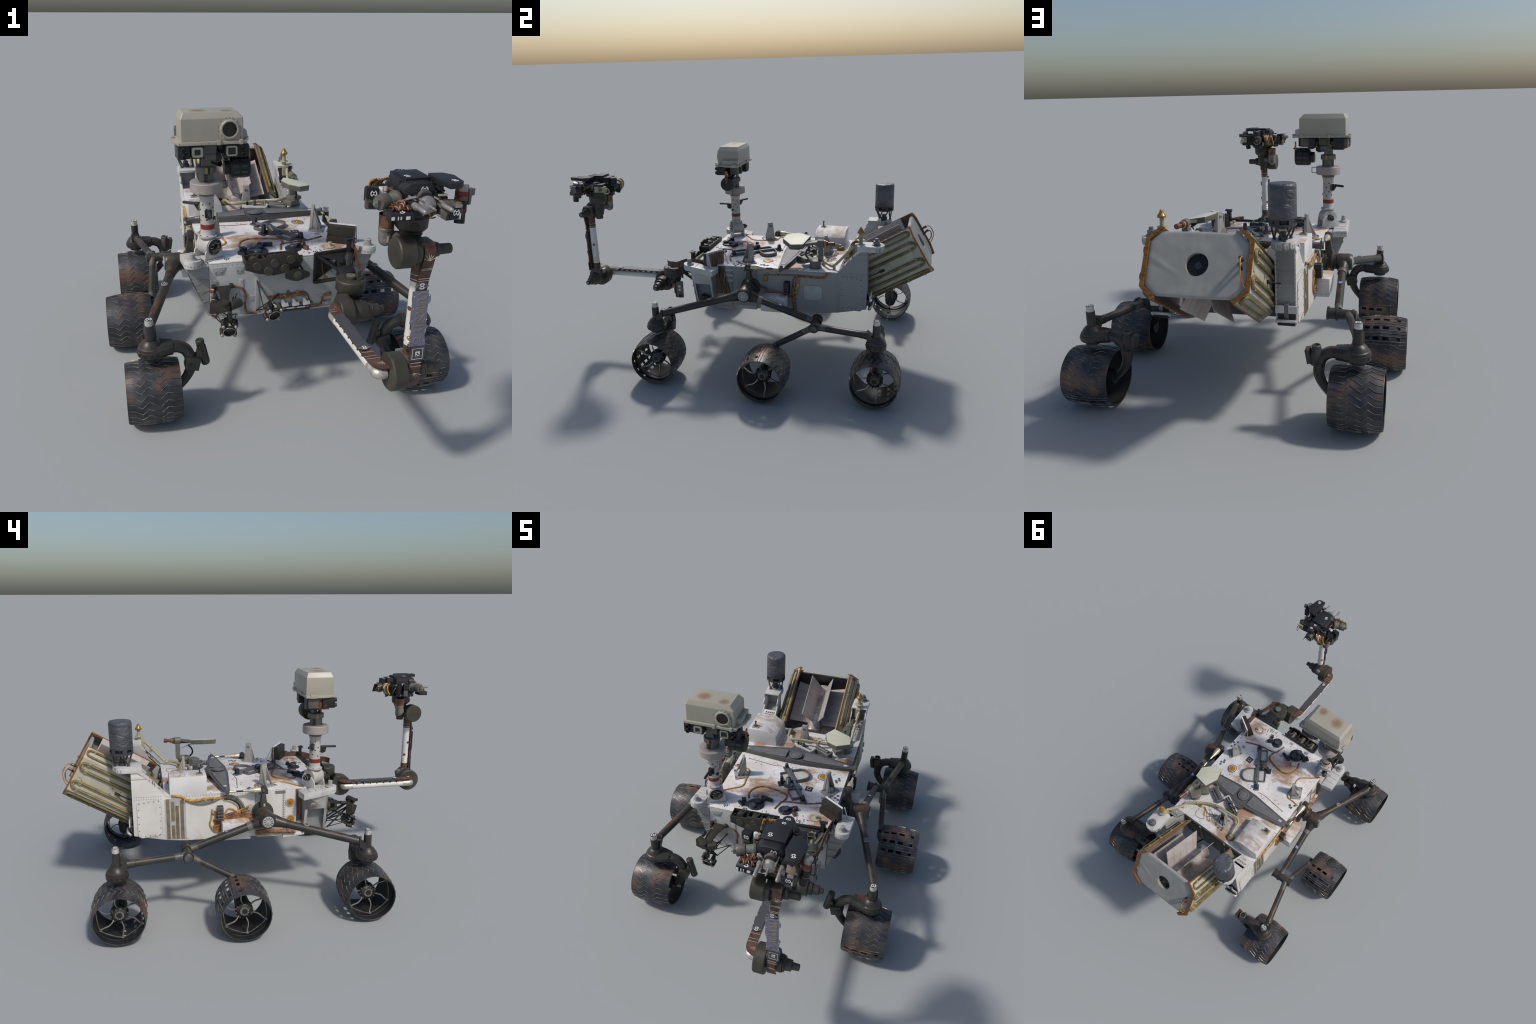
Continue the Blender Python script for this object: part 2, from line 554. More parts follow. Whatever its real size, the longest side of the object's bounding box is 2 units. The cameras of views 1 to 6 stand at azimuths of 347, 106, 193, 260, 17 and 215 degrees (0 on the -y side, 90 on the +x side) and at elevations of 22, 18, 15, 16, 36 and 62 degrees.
def roundel(b, c, nrm, r, fg, bg=None, hint=None):
    """small survey target: broken ring with an hourglass inside"""
    u, v, w = frame(nrm, hint)
    c = Vector(c)
    if bg:
        b.lathe(c, w, [(0, r * 1.12), (.0006, r * 1.12)], bg, 20)
        c = c + w * .0007
    def arc(a0, a1, ri, ro, k=8):
        pts = [c + (u * math.cos(a0 + (a1 - a0) * i / k) + v * math.sin(a0 + (a1 - a0) * i / k)) * ro for i in range(k + 1)]
        pts += [c + (u * math.cos(a1 - (a1 - a0) * i / k) + v * math.sin(a1 - (a1 - a0) * i / k)) * ri for i in range(k + 1)]
        for i in range(k):
            q = [pts[i], pts[i + 1], pts[2 * k - i], pts[2 * k + 1 - i]]
            b.prism(q, w * .0006, fg)
    for s in (0, math.pi):
        arc(s + .45, s + math.pi - .45, r * .68, r)
    for s in (-1, 1):
        b.prism([c, c + u * r * .5 * s + v * r * .45, c + u * r * .5 * s - v * r * .45], w * .0006, fg)

# ---------------------------------------------------------------- chassis
W, ZD, YF, YR, ZB = .292, .569, -.262, .523, .335     # half width, deck height, front, rear, belly

def make_chassis():
    b = B()
    # body as a loft of x-z sections along y (belly slightly stepped), deck overhangs it
    secs = [(YF, .333), (-.05, .333), (.09, .333), (.43, .336), (YR, .345)]
    rings = [[(-W, y, z), (W, y, z), (W, y, ZD - .004), (-W, y, ZD - .004)] for y, z in secs]
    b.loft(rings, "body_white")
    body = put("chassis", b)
    # front face sheet, proud of the body
    f = B()
    f.prism([(-.290, YF, .338), (.290, YF, .330), (.290, YF, .562), (-.290, YF, .562)], (0, -.004, 0), "front_grey")
    for x, z0, z1, w in ((-.168, .345, .492, .016), (-.104, .345, .492, .016), (.052, .495, .52, .016), (.150, .37, .39, .02)):
        f.box((x, YF - .005, (z0 + z1) / 2), (w, .003, z1 - z0), "panel_grey")
        rivet_line(f, (x, YF - .0065, z0 + .012), (x, YF - .0065, z1 - .01), max(1, int((z1 - z0) / .03)), (0, -1, 0))
    f.box((-.19, YF - .0045, .405), (.19, .0025, .022), "panel_grey")
    f.box((-.19, YF - .0045, .347), (.19, .0025, .018), "panel_grey")
    for x0, x1 in ((-.284, -.228), (-.198, -.152)):
        f.prism([(x0, YF - .004, .55), (x1, YF - .004, .55), (x1 - .012, YF - .004, .52), (x0 + .012, YF - .004, .52)], (0, -.002, 0), "panel_grey")
        rivet_line(f, (x0 + .016, YF - .006, .53), (x1 - .016, YF - .006, .53), 2, (0, -1, 0), .004)
    rivet_line(f, (-.28, YF - .004, .557), (.12, YF - .004, .557), 22, (0, -1, 0), .0018)
    for p in ((.17, .42), (.02, .395), (.19, .352), (-.27, .49)):
        f.lathe((p[0], YF - .004, p[1]), (0, -1, 0), [(0, .009), (.003, .008)], "panel_grey", 14)
    f.box((0, YF - .003, .336), (.58, .012, .006), "panel_grey")
    put("front_panel", f, body, .0008)

    # side detail -------------------------------------------------------
    for s in (-1, 1):
        d = B()
        x = s * W
        n = (s, 0, 0)
        for y in (.09, -.052):
            d.box((x + s * .0008, y, .452), (.0016, .0022, .225), "seam_dark")
        for y in (.527, .083, -.058, -.047):
            rivet_line(d, (x + s * .001, y, .35), (x + s * .001, y, .545), 22, n, .002)
        rivet_line(d, (x + s * .001, .11, .557), (x + s * .001, .50, .559), 30, n, .0019)
        put("rivet", d, body, stuff=True)
        # rear access hatch
        a = B()
        hz, hy = .457, .596
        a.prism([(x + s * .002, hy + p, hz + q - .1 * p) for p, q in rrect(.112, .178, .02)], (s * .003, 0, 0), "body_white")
        a.tube([(x + s * .0045, hy + p, hz + q - .1 * p) for p, q in rrect(.112, .178, .02)] + [(x + s * .0045, hy + .056, hz + .069 - .0056)], .0009, "panel_grey", 5)
        for i in range(5):
            t = i / 4 - .5
            for q in (-.083, .083):
                rivet(a, (x + s * .005, hy + t * .09, hz + q - .1 * t * .09), n, .003)
        for i in range(4):
            t = (i + .5) / 4 - .5
            for p in (-.05, .05):
                rivet(a, (x + s * .005, hy + p, hz + t * .14 - .1 * p), n, .003)
        put("access_hatch", a, body)
    # left: louvres, harness, orange thermal discs
    x = -W
    l = B()
    l.prism([(x, .524, .548), (x, .425, .560), (x, .425, .347), (x, .522, .348)], (-.003, 0, 0), "louver_plate")
    for y, z0, z1 in ((.509, .352, .550), (.486, .440, .537), (.486, .352, .418), (.466, .350, .515), (.443, .351, .543)):
        l.box((x - .0035, y, (z0 + z1) / 2), (.003, .0155, z1 - z0), "louver_brown")
    put("louver_panel", l, body)
    for y, z in ((-.084, .498), (-.086, .411)):
        o = B()
        o.lathe((x, y, z), (-1, 0, 0), [(0, .0245), (.003, .0245), (.004, .021)], "silver_cap", 24)
        o.lathe((x - .0035, y, z), (-1, 0, 0), [(0, .0180), (.002, .0175)], "orange_gold", 24)
        o.lathe((x - .005, y, z), (-1, 0, 0), [(0, .006), (.003, .004)], "gold_tip", 12)
        put("thermal_disc", o, body)
    h = B()
    dx = x - .004
    h.tube([(dx, .49, .567), (dx, .445, .558), (dx - .003, .416, .540), (dx - .003, .373, .536), (dx - .003, .324, .542), (dx, .271, .541), (dx, .225, .549)], .006, "cable_ochre", 7, 5)
    h.tube([(dx, .44, .552), (dx - .002, .397, .530), (dx - .002, .349, .519), (dx - .002, .300, .526), (dx, .255, .543), (dx, .21, .549), (dx, .17, .527), (dx, .147, .49), (dx, .138, .44)], .0055, "cable_grey", 7, 5)
    for k in range(3):
        h.tube([(dx, .25 - .01 * k, .54 - .006 * k), (dx, .215 - .005 * k, .543 - .012 * k), (dx, .18, .525 - .012 * k), (dx, .16 + .007 * k, .49), (dx, .15 + .008 * k, .44)], .0032, ("cable_grey", "cable_black", "pipe_yellow")[k], 6, 5)
    for k, y in enumerate((.43, .405, .37, .33, .29)):
        h.box((dx - .004, y, .539 + .002 * (k % 2)), (.007, .004, .018), "cone_gold")
    # harness nest behind the black connector
    for k in range(16):
        y0, z0 = .30 - .012 * rng.random(), rng.uniform(.37, .48)
        pts = [(dx, y0, z0)]
        for i in range(4):
            pts.append((dx - rng.uniform(0, .006), y0 - .045 * (i + 1) * rng.uniform(.8, 1.1), min(.49, max(.37, z0 + rng.uniform(-.045, .035)))))
        h.tube(pts, rng.uniform(.0022, .0042), rng.choice(("cable_brown", "cable_brown", "cable_ochre", "copper_brown")), 6, 4)
    for k in range(5):
        zz = .425 + .006 * k
        h.tube([(dx, .29, zz - .03), (dx - .006, .22, zz - .004), (dx - .004, .15, zz + .004), (dx, .09, zz + .012)], .004, rng.choice(("cable_brown", "cable_ochre")), 6, 5)
    h.tube([(dx, .30, .487), (dx, .305, .44), (dx, .312, .41), (dx, .292, .374), (dx, .258, .372)], .004, "cable_ochre", 6, 5)
    h.tube([(dx, .085, .352), (dx, .03, .356), (dx, -.03, .352), (dx, -.11, .346)], .013, "cable_brown", 8, 5)
    h.tube([(dx, .085, .343), (dx, .0, .347), (dx, -.08, .343)], .008, "cable_ochre", 8, 5)
    put("cable_harness", h, body)
    g = B()
    g.lathe((x, .115, .48), (-1, 0, 0), [(0, .02), (.0015, .02)], "panel_grey", 24)
    g.box((x - .018, .262, .471), (.034, .028, .066), "camera_black")
    for k in range(4):
        g.box((x - .036, .262, .448 + k * .0155), (.004, .022, .008), "antenna_dark")
    put("connector_box", g, body, .001)
    # right: harness, plain cover, connector
    x = W
    h = B()
    dx = x + .004
    h.tube([(dx, .133, .531), (dx, .21, .534), (dx, .286, .538), (dx, .361, .539)], .0035, "cable_grey", 7, 4)
    h.tube([(dx, .29, .50), (dx, .297, .524), (dx, .322, .536), (dx, .361, .535), (dx, .433, .534), (dx, .463, .546), (dx - .001, .470, .566)], .006, "cable_brown", 7, 5)
    for y in (.15, .20, .26, .31, .36, .40, .44):
        h.box((dx + .002, y, .536), (.009, .004, .013), "gold_tip")
    h.tube([(dx, .300, .528), (dx, .294, .49), (dx + .002, .288, .44), (dx + .002, .292, .39), (dx, .298, .337)], .0085, "cable_brown", 8, 5)
    for z in (.35, .365, .385, .405, .43, .455, .48):
        h.tube([(dx - .006, .283, z), (dx + .010, .291, z + .001), (dx - .006, .304, z)], .0018, "cable_black", 5, 3)
    h.tube([(dx, .1, .467), (dx + .004, .125, .461), (dx + .002, .15, .448), (dx, .208, .434), (dx, .265, .421), (dx, .29, .40)], .007, "cable_brown", 8, 5)
    h.tube([(dx, .322, .53), (dx, .317, .485), (dx, .314, .44), (dx, .298, .424)], .0035, "cable_ochre", 6, 5)
    h.box((dx + .002, .316, .485), (.01, .012, .02), "cable_ochre")
    put("cable_harness", h, body)
    g = B()
    g.prism([(x + .001, .344, .407), (x + .001, .440, .405), (x + .001, .441, .487), (x + .001, .346, .487)], (.0025, 0, 0), "panel_grey")
    for y, z in ((.352, .414), (.434, .412), (.434, .480), (.352, .480)):
        rivet(g, (x + .0035, y, z), (1, 0, 0), .003)
    put("side_cover", g, body, .0006)
    g = B()
    g.box((x + .018, .257, .471), (.034, .028, .066), "camera_black")
    g.box((x + .006, .139, .513), (.012, .018, .032), "gold_tip")
    for k in range(4):
        g.box((x + .036, .257, .448 + k * .0155), (.004, .022, .008), "antenna_dark")
    put("connector_box", g, body, .001)
    g = B()
    g.prism([(x + .001, -.139, .561), (x + .001, -.091, .563), (x + .001, -.062, .412), (x + .001, -.133, .408)], (.006, 0, 0), "harness_wall")
    for k in range(7):
        t = k / 6
        g.tube([(x + .006, -.136 + .044 * t, .562), (x + .009, -.138 + .052 * t + .004 * math.sin(k * 2), .50), (x + .008, -.134 + .06 * t, .45), (x + .006, -.133 + .068 * t, .408)], .0042, "harness_wall", 6, 4)
    for z in (.545, .515, .485):
        g.box((x + .002, -.068, z), (.004, .05, .014), "panel_grey")
    put("wall_harness", g, body)
    g = B()
    dx = -x
    for k in range(4):
        g.tube([(dx - .004, -.115 - .006 * k, .563), (dx - .006, -.118 - .005 * k, .50), (dx - .004, -.120 - .005 * k, .44), (dx - .004, -.118 - .006 * k, .40)], .004, rng.choice(("harness_wall", "cable_brown")), 6, 4)
    g.box((dx - .002, -.035, .553), (.004, .05, .012), "seam_dark")
    put("wall_harness", g, body)
    # side instrument boxes and belly plates
    for s in (-1, 1):
        g = B()
        g.prism([(s * .29, .125, .434), (s * .360, .125, .432), (s * .357, .125, .348), (s * .29, .125, .346)], (0, .133, 0), "dusty_white")
        for y in (.13, .19, .253):
            rivet_line(g, (s * .3578, y, .36), (s * .3595, y, .42), 4 if y != .19 else 1, (s, 0, 0), .002)
        rivet_line(g, (s * .3, .2585, .36), (s * .345, .2585, .36), 3, (0, 1, 0), .0022)
        rivet_line(g, (s * .3, .2585, .42), (s * .345, .2585, .42), 3, (0, 1, 0), .0022)
        put("side_box", g, body, .0015)
        g = B()
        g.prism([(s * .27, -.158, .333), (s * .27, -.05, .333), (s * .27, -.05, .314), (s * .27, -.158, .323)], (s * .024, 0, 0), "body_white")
        g.box((s * .281, .03, .338), (.03, .108, .022), "panel_grey")
        rivet_line(g, (s * .294, -.15, .328), (s * .294, -.06, .322), 4, (s, 0, 0), .002)
        put("belly_plate", g, body, .001)

    # front corner brackets ---------------------------------------------
    for s in (-1, 1):
        g = B()
        TFo, TRo, TFi, TRi = V(-.383, -.249, .547), V(-.376, -.143, .546), V(-.2935, -.262, .556), V(-.2935, -.135, .560)
        BFo, BRo = V(-.300, -.262, .346), V(-.300, -.148, .338)
        g.prism([TFi, TFo, BFo, V(-.2935, -.262, .346)], (0, .007, 0), "bracket_grey")
        g.prism([TRi, TRo, BRo, V(-.2935, -.142, .338)], (0, -.007, 0), "bracket_grey")
        # upper band of the sloping outer face
        t = .35
        MF, MR = TFo.lerp(BFo, t), TRo.lerp(BRo, t)
        o = V(.006, 0, .003)
        g.prism([TFo, TRo, MR, MF], o, "bracket_white")
        def band(a0, a1, b0, b1):
            g.prism([a0, a1, b1, b0], o, "bracket_white")
        band(MF, MF.lerp(MR, .12), BFo, BFo.lerp(BRo, .12))
        band(MR.lerp(MF, .12), MR, BRo.lerp(BFo, .12), BRo)
        g.prism([V(-.294, -.256, .345), V(-.294, -.148, .345), MR + V(.045, 0, .01), MF + V(.045, 0, .01)], (-.002, 0, 0), "cavity_grey")
        g.prism([TFi, TFo, TRo, TRi], (0, 0, .004), "bracket_white")
        for z in (.50, .455, .41):
            k = (z - .346) / (.547 - .346)
            xo = -.300 - .083 * k
            g.box(((xo - .2935) / 2, -.2625, z), (abs(xo + .2935) - .004, .002, .003), "cavity_grey")
        for k in range(6):
            p = TFo.lerp(TRo, (k + .5) / 6)
            rivet(g, p + V(-.001, 0, -.012), (-.9, 0, -.4), .0022)
        for k in range(7):
            rivet(g, TFo.lerp(BFo, (k + .5) / 7) + V(.007, -.0005, 0), (0, -1, 0), .0022)
            rivet(g, MF.lerp(BFo, (k + .5) / 7) + V(-.001, .006, 0), (-.9, 0, -.4), .0018)
        if s < 0:
            c = TFo.lerp(TRo, .66).lerp(TRo.lerp(BRo, 1), .0) + V(.017, 0, -.045)
            g.lathe(c, (-.92, 0, -.38), [(0, .012), (.004, .012), (.005, .010)], "silver_cap", 20)
            g.lathe(c + V(-.003, 0, -.001), (-.92, 0, -.38), [(0, .0095), (.003, .009)], "orange_gold", 20)
        else:
            g.box((-.325, -.20, .385), (.03, .05, .03), "camera_black", rotz(20))
        put("corner_bracket", g if s < 0 else g.mirror(), body, .0008)
        p = B()
        R = Matrix.Rotation(math.radians(-9), 3, "X")
        c0 = V(-.355, -.263, .0)
        out = stadium((-.354, -.262), (-.354, -.12), .033, 12)[:13] + [(-.387, -.118), (-.321, -.112)]
        pts = []
        for q in stadium((0, 0), (0, 1), .033, 12)[:13]:
            pts.append(q)
        # outline: rounded front, straight rear, tilted nose-up
        out = [(-.354 + .033 * math.cos(a), -.262 + .033 * math.sin(a)) for a in [math.pi + math.pi * i / 14 for i in range(15)]] + [(-.319, -.118), (-.389, -.128)]
        def zt(y): return .592 - .165 * (y + .295)
        p.loft([[(q[0], q[1], zt(q[1]) - .030) for q in out], [(q[0], q[1], zt(q[1])) for q in out]], "bracket_white")
        p.prism([(-.389, -.128, .552), (-.319, -.118, .552), (-.293, -.125, .557), (-.293, -.2, .557), (-.321, -.25, .56)], (0, 0, .006), "bracket_white")
        c = V(-.356, -.262, .585)
        p.lathe(c, (0, -.1, 1), [(0, .021), (.004, .021), (.009, .013), (.022, .0105), (.032, .0105)], "bracket_grey", 16)
        for i in range(9):
            a = math.pi + math.pi * (i + .5) / 9
            rivet(p, (-.354 + .033 * math.cos(a), -.262 + .033 * math.sin(a), .573), (math.cos(a), math.sin(a), 0), .003)
        for yy in (-.225, -.19, -.16):
            p.box((-.354, yy, zt(yy) + .0005), (.05, .004, .002), "bracket_grey")
        put("bumper_plate", p if s < 0 else p.mirror(), body, .002)

    # rear towers ---------------------------------------------------------
    for s in (-1, 1):
        g = B()
        prof = [(YR - .004, .345), (.672, .376), (.672, .692), (.628, .692), (.612, .662), (YR - .004, .566)]
        for xa in (-.294, -.218):
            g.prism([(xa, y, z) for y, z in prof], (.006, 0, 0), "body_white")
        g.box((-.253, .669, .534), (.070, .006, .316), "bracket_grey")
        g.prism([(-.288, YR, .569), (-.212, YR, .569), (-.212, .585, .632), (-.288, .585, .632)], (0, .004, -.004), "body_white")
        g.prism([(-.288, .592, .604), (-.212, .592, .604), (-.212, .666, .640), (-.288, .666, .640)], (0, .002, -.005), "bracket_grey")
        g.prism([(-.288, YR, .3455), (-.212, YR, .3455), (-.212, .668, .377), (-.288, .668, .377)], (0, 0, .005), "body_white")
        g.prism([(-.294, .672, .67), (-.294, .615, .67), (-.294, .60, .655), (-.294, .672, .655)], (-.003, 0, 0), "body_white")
        # perforated strip
        for i in range(5):
            for j in range(2):
                px = -.276 + i * .0115 + j * .005
                t = .70 + j * .13
                q = V(px, YR + .062 * t, .569 + .063 * t)
                g.lathe(q, (0, -.71, .71), [(0, .0045), (.001, .0045)], "cable_black" if j else "copper_brown", 10)
        roundel(g, (-.25, YR + .022, .5925), (0, -.71, .71), .010, "mark_black", "mark_white")
        for k in range(2):
            rivet_line(g, (-.295, .54, .566 - .012 * k), (-.295, .662, .568 - .012 * k), 12, (-1, 0, 0), .0019)
        for xx in (-.289, -.217):
            rivet_line(g, (xx, .673, .39), (xx, .673, .665), 16, (0, 1, 0), .002)
        for k in range(2):
            rivet_line(g, (-.283, .673, .52 + .016 * k), (-.223, .673, .52 + .016 * k), 5, (0, 1, 0), .002)
        g.box((-.253, .6725, .585), (.07, .002, .0015), "seam_dark")
        put("rear_tower", g if s < 0 else g.mirror(), body, .0008)
        p = B()
        cx, cy = -.256, .708
        out = [(cx + .044 * math.cos(a), cy + .044 * math.sin(a)) for a in [math.pi * i / 16 for i in range(17)]] + [(cx - .043, .620), (cx + .043, .620)]
        p.loft([[(q[0], q[1], .710) for q in out], [(q[0], q[1], .716) for q in out]], "bracket_white")
        skirt = [out[18]] + [] + [out[17]] if False else [out[-1]] + out[:17] + [out[-2]]
        for i in range(len(skirt) - 1):
            a0, a1 = skirt[i], skirt[i + 1]
            i0 = (cx + (a0[0] - cx) * .9, cy + (a0[1] - cy) * (.9 if a0[1] > cy else 1))
            i1 = (cx + (a1[0] - cx) * .9, cy + (a1[1] - cy) * (.9 if a1[1] > cy else 1))
            p.prism([(*a0, .686), (*a1, .686), (*i1, .686), (*i0, .686)], (0, 0, .0245), "bracket_white")
        p.loft([[(q[0], q[1], .687) for q in out[:17]], [(q[0], q[1], .691) for q in out[:17]]], "bracket_grey")
        p.prism([(cx - .043, .645, .716), (cx - .043, .60, .665), (cx - .043, .60, .655), (cx - .043, .645, .69)], (.006, 0, 0), "bracket_white")
        p.prism([(cx + .037, .645, .716), (cx + .037, .60, .665), (cx + .037, .60, .655), (cx + .037, .645, .69)], (.006, 0, 0), "bracket_white")
        for i in range(11):
            a = math.pi * (i + .5) / 11
            p.box((cx + .0445 * math.cos(a), cy + .0445 * math.sin(a), .699), (.002, .006, .014), "bracket_grey", rotz(math.degrees(a)))
        put("tower_plate", p if s < 0 else p.mirror(), body, .002)
        q = B()
        for xa in (-.2325, -.283):
            q.box((xa, .690, .438), (.034, .006, .030), "bracket_white")
        q.box((-.258, .684, .425), (.016, .012, .07), "deck_steel")
        q.box((-.258, .678, .412), (.07, .012, .03), "cable_black")
        q.tube([(-.292, .688, .382), (-.294, .694, .390), (-.286, .700, .394), (-.23, .700, .394), (-.222, .694, .390), (-.224, .688, .382)], .006, "silver_cap", 8, 3)
        q.tube([(-.292, .688, .380), (-.224, .688, .380)], .009, "cable_black", 8)
        put("tow_loop", q if s < 0 else q.mirror(), body, .0008)

    # recess wall and struts between deck rear and power source
    g = B()
    g.box((0, YR + .004, .455), (.42, .006, .22), "shroud_dark")
    for xx in (-.09, .09):
        g.box((xx, YR + .009, .47), (.01, .008, .19), "shroud_grey")
        g.tube([(xx, YR, .55), (xx * 1.1, .60, .50)], .004, "cable_black", 6)
        g.tube([(xx, YR, .36), (xx * 1.1, .64, .44)], .005, "cable_black", 6)
    g.box((0, YR + .008, .50), (.40, .006, .004), "shroud_grey")
    put("recess_wall", g, body)
    return body


# ---------------------------------------------------------------- deck
def make_deck():
    b = B()
    out = [(-.2925, YF - .003), (.2925, YF - .003), (.2935, YR), (-.2935, YR)]
    b.loft([[(x, y, ZD - .005) for x, y in out], [(x, y, ZD) for x, y in out]], "deck_white")
    deck = put("deck", b, None, .0012)
    Z = ZD
    # foam cable runs lying on the deck
    c = B()
    def run(pts, r, mat):
        c.tube([(x, y, Z + .0005) for x, y in pts], r, mat, 8, 6, (2 * r, .004), (0, 0, 1)) if False else c.tube([(x, y, Z + .001) for x, y in pts], r, mat, 8, 6)
    run([(.223, -.076), (.163, -.101), (.115, -.112), (.074, -.117), (.032, -.128), (.022, -.155), (.012, -.19)], .0045, "cable_brown")
    run([(.035, -.128), (.043, -.098), (.035, -.072), (.0, -.055), (-.04, -.045), (-.083, -.040), (-.118, -.055), (-.138, -.085), (-.142, -.118), (-.13, -.150)], .0052, "cable_brown")
    run([(-.291, -.150), (-.25, -.115), (-.193, -.070), (-.194, -.006), (-.196, .055), (-.215, .077), (-.245, .079), (-.29, .085)], .0042, "cable_ochre")
    run([(-.05, .155), (-.10, .15), (-.17, .16), (-.24, .168)], .0015, "cable_brown")
    put("deck_cable", c, deck)
    c = B()
    for k in range(6):
        x0, y0 = rng.uniform(.02, .22), rng.uniform(.44, .51)
        pts = [(x0, y0)]
        for i in range(4):
            pts.append((x0 + rng.uniform(-.09, .05), max(.42, min(.515, y0 + rng.uniform(-.05, .04)))))
        c.tube([(x, y, Z + .0004) for x, y in pts], .0013, rng.choice(("cable_brown", "louver_brown", "cable_ochre")), 5, 5)
    c.lathe((.175, .43, Z), (0, 0, 1), [(0, .012), (.006, .010)], "gold_tip", 12)
    put("deck_wire", c, deck, stuff=True)
    # gold thermal target
    o = B()
    o.lathe((.175, .123, Z), (0, 0, 1), [(0, .029), (.003, .029), (.005, .024)], "silver_cap", 28)
    o.torus((.175, .123, Z + .004), (0, 0, 1), .025, .0025, "bar_grey", 28, 6, .7)
    o.lathe((.175, .123, Z + .004), (0, 0, 1), [(0, .018), (.003, .017)], "orange_gold", 24)
    o.lathe((.175, .123, Z + .006), (0, 0, 1), [(0, .006), (.003, .004)], "gold_tip", 12)
    put("thermal_disc", o, deck)
    # black square tag
    o = B()
    o.box((.130, .011, Z + .0008), (.036, .036, .0016), "mark_black", rotz(-4))
    o.box((.130, .011, Z + .0018), (.018, .018, .0012), "louver_plate", rotz(-4))
    o.box((.130, .011, Z + .0024), (.012, .012, .0012), "mark_black", rotz(-4))
    put("square_tag", o, deck)
    # survey roundels
    for x, y in ((.142, -.238), (-.010, -.237), (-.122, -.236), (.215, -.040), (-.219, -.235), (-.262, .118)):
        o = B()
        roundel(o, (x, y, Z + .0002), (0, 0, 1), .0105, "mark_black", "mark_white")
        put("deck_mark", o, deck)
    # bolts and small pads scattered over the deck, on rows where plates are joined
    s = B()
    for x, y in ((.245, .118), (.25, .105), (.26, .125), (.255, .14), (.27, -.02), (.28, .0), (.265, -.045), (.285, -.03), (-.25, .11), (-.275, .095), (-.265, .12), (-.02, .46), (.0, .475), (.01, .455), (-.01, .44), (-.025, .475), (.02, .47)):
        s.lathe((x, y, Z), (0, 0, 1), [(0, .007), (.003, .006)], "deck_steel", 10)
    for k in range(26):
        x, y = rng.uniform(-.26, .27), rng.choice((-.248, .165, -.225, .14, .0))
        s.lathe((x, y + rng.uniform(-.006, .006), Z), (0, 0, 1), [(0, .003), (.0015, .0026)], "rivet_grey", 8)
    for k in range(14):
        x, y = rng.uniform(.09, .26), rng.uniform(-.25, -.14)
        s.lathe((x, y, Z), (0, 0, 1), [(0, .0034), (.0015, .003)], "rivet_grey", 8)
    put("deck_bolt", s, deck, stuff=True)

    # rocker crossbar (differential): tapered beam over the deck
    d = B()
    out = [(-.330, .217), (-.06, .188), (.06, .188), (.330, .217), (.330, .248), (.06, .292), (-.06, .292), (-.330, .248)]
    def lift(x): return .600 - .012 * abs(x) / .33
    top = [(x, y, lift(x)) for x, y in out]
    bot = [(x, y + (.006 if y < .23 else -.02), lift(x) - .027) for x, y in out]
    d.loft([bot, top], "bar_grey")
    bar = put("crossbar", d, None, .0015)
    d = B()
    for s in (-1, 1):
        pad = [(s * .048, .203), (s * .095, .203), (s * .285, .222), (s * .285, .242), (s * .095, .270), (s * .048, .270)]
        d.loft([[(x, y, lift(x) - .001) for x, y in pad], [(x, y, lift(x) + .0012) for x, y in pad]], "pad_grey")
        roundel(d, (s * .268, .232, lift(.27) + .0013), (0, 0, 1), .009, "mark_white", None)
        d.lathe((s * .322, .232, lift(.322) - .002), (0, 0, 1), [(0, .009), (.006, .009), (.012, .005)], "bar_grey", 10)
    d.lathe((0, .233, .599), (0, 0, 1), [(0, .033), (.003, .033), (.004, .028)], "pad_grey", 32)
    d.torus((0, .233, .603), (0, 0, 1), .024, .0015, "bar_grey", 28, 6)
    d.prism([(-.05, .285, .575), (.05, .285, .575), (.03, .315, .575), (-.03, .315, .575)], (0, 0, .02), "bar_grey")
    put("crossbar_pad", d, bar)
    for s in (-1, 1):
        g = B()
        z = .579
        g.lathe((s * .324, .222, z), (0, -1, 0), [(0, .0055), (.035, .0055)], "cone_gold", 14)
        g.lathe((s * .324, .188, z), (0, -1, 0), [(0, .0042), (.036, .0042)], "cable_black", 12)
        g.lathe((s * .323, .154, z), (0, -1, 0), [(0, .005), (.022, .006), (.055, .0145), (.075, .0155), (.085, .014)], "cone_gold", 20)
        put("tie_rod", g, bar)

    # upright tripod brackets
    def bracket(corners, name="deck_fin"):
        g = B()
        a, c2, c3, c4 = [V(x, y, Z) for x, y in corners]     # a->b is the tall-plate edge, c3/c4 behind
        bb = c2
        mid = (a + bb) / 2
        back = (c3 + c4) / 2
        e = (bb - a).normalized()
        w = (back - mid)
        g.prism([a + V(0, 0, 0), bb, c3, c4], (0, 0, .006), "fin_grey")
        L = (bb - a).length
        h = .109
        lean = w.normalized() * .004
        o0, o1, t1, t0 = mid - e * L * .30, mid + e * L * .30, mid + e * L * .17 + V(0, 0, h) + lean, mid - e * L * .17 + V(0, 0, h) + lean
        th = w.normalized() * .012
        g.prism([o0, o1, t1, t0], th, "fin_grey")
        for sgn in (-1, 1):
            q = mid + e * L * .26 * sgn
            qt = mid + e * L * .14 * sgn + V(0, 0, h * .98)
            g.prism([q + th, qt + th, q + w * .82 + V(0, 0, .006), q + V(0, 0, .006) + th], e * -.003 * sgn, "fin_grey")
            g.tube([q + th + V(0, 0, .012) + e * .001 * sgn, q + w * .7 + V(0, 0, .012) + e * .001 * sgn, qt + th * 1.1 + V(0, 0, -.02) + e * .001 * sgn], .0014, "deck_steel", 5)
        g.sphere(mid + w * .55 + V(0, 0, .016), .0145, "fin_grey", 14)
        g.box(mid + w * .5 + V(0, 0, .010), (.05, .012, .012), "fin_grey", rotz(math.degrees(math.atan2(e.y, e.x))))
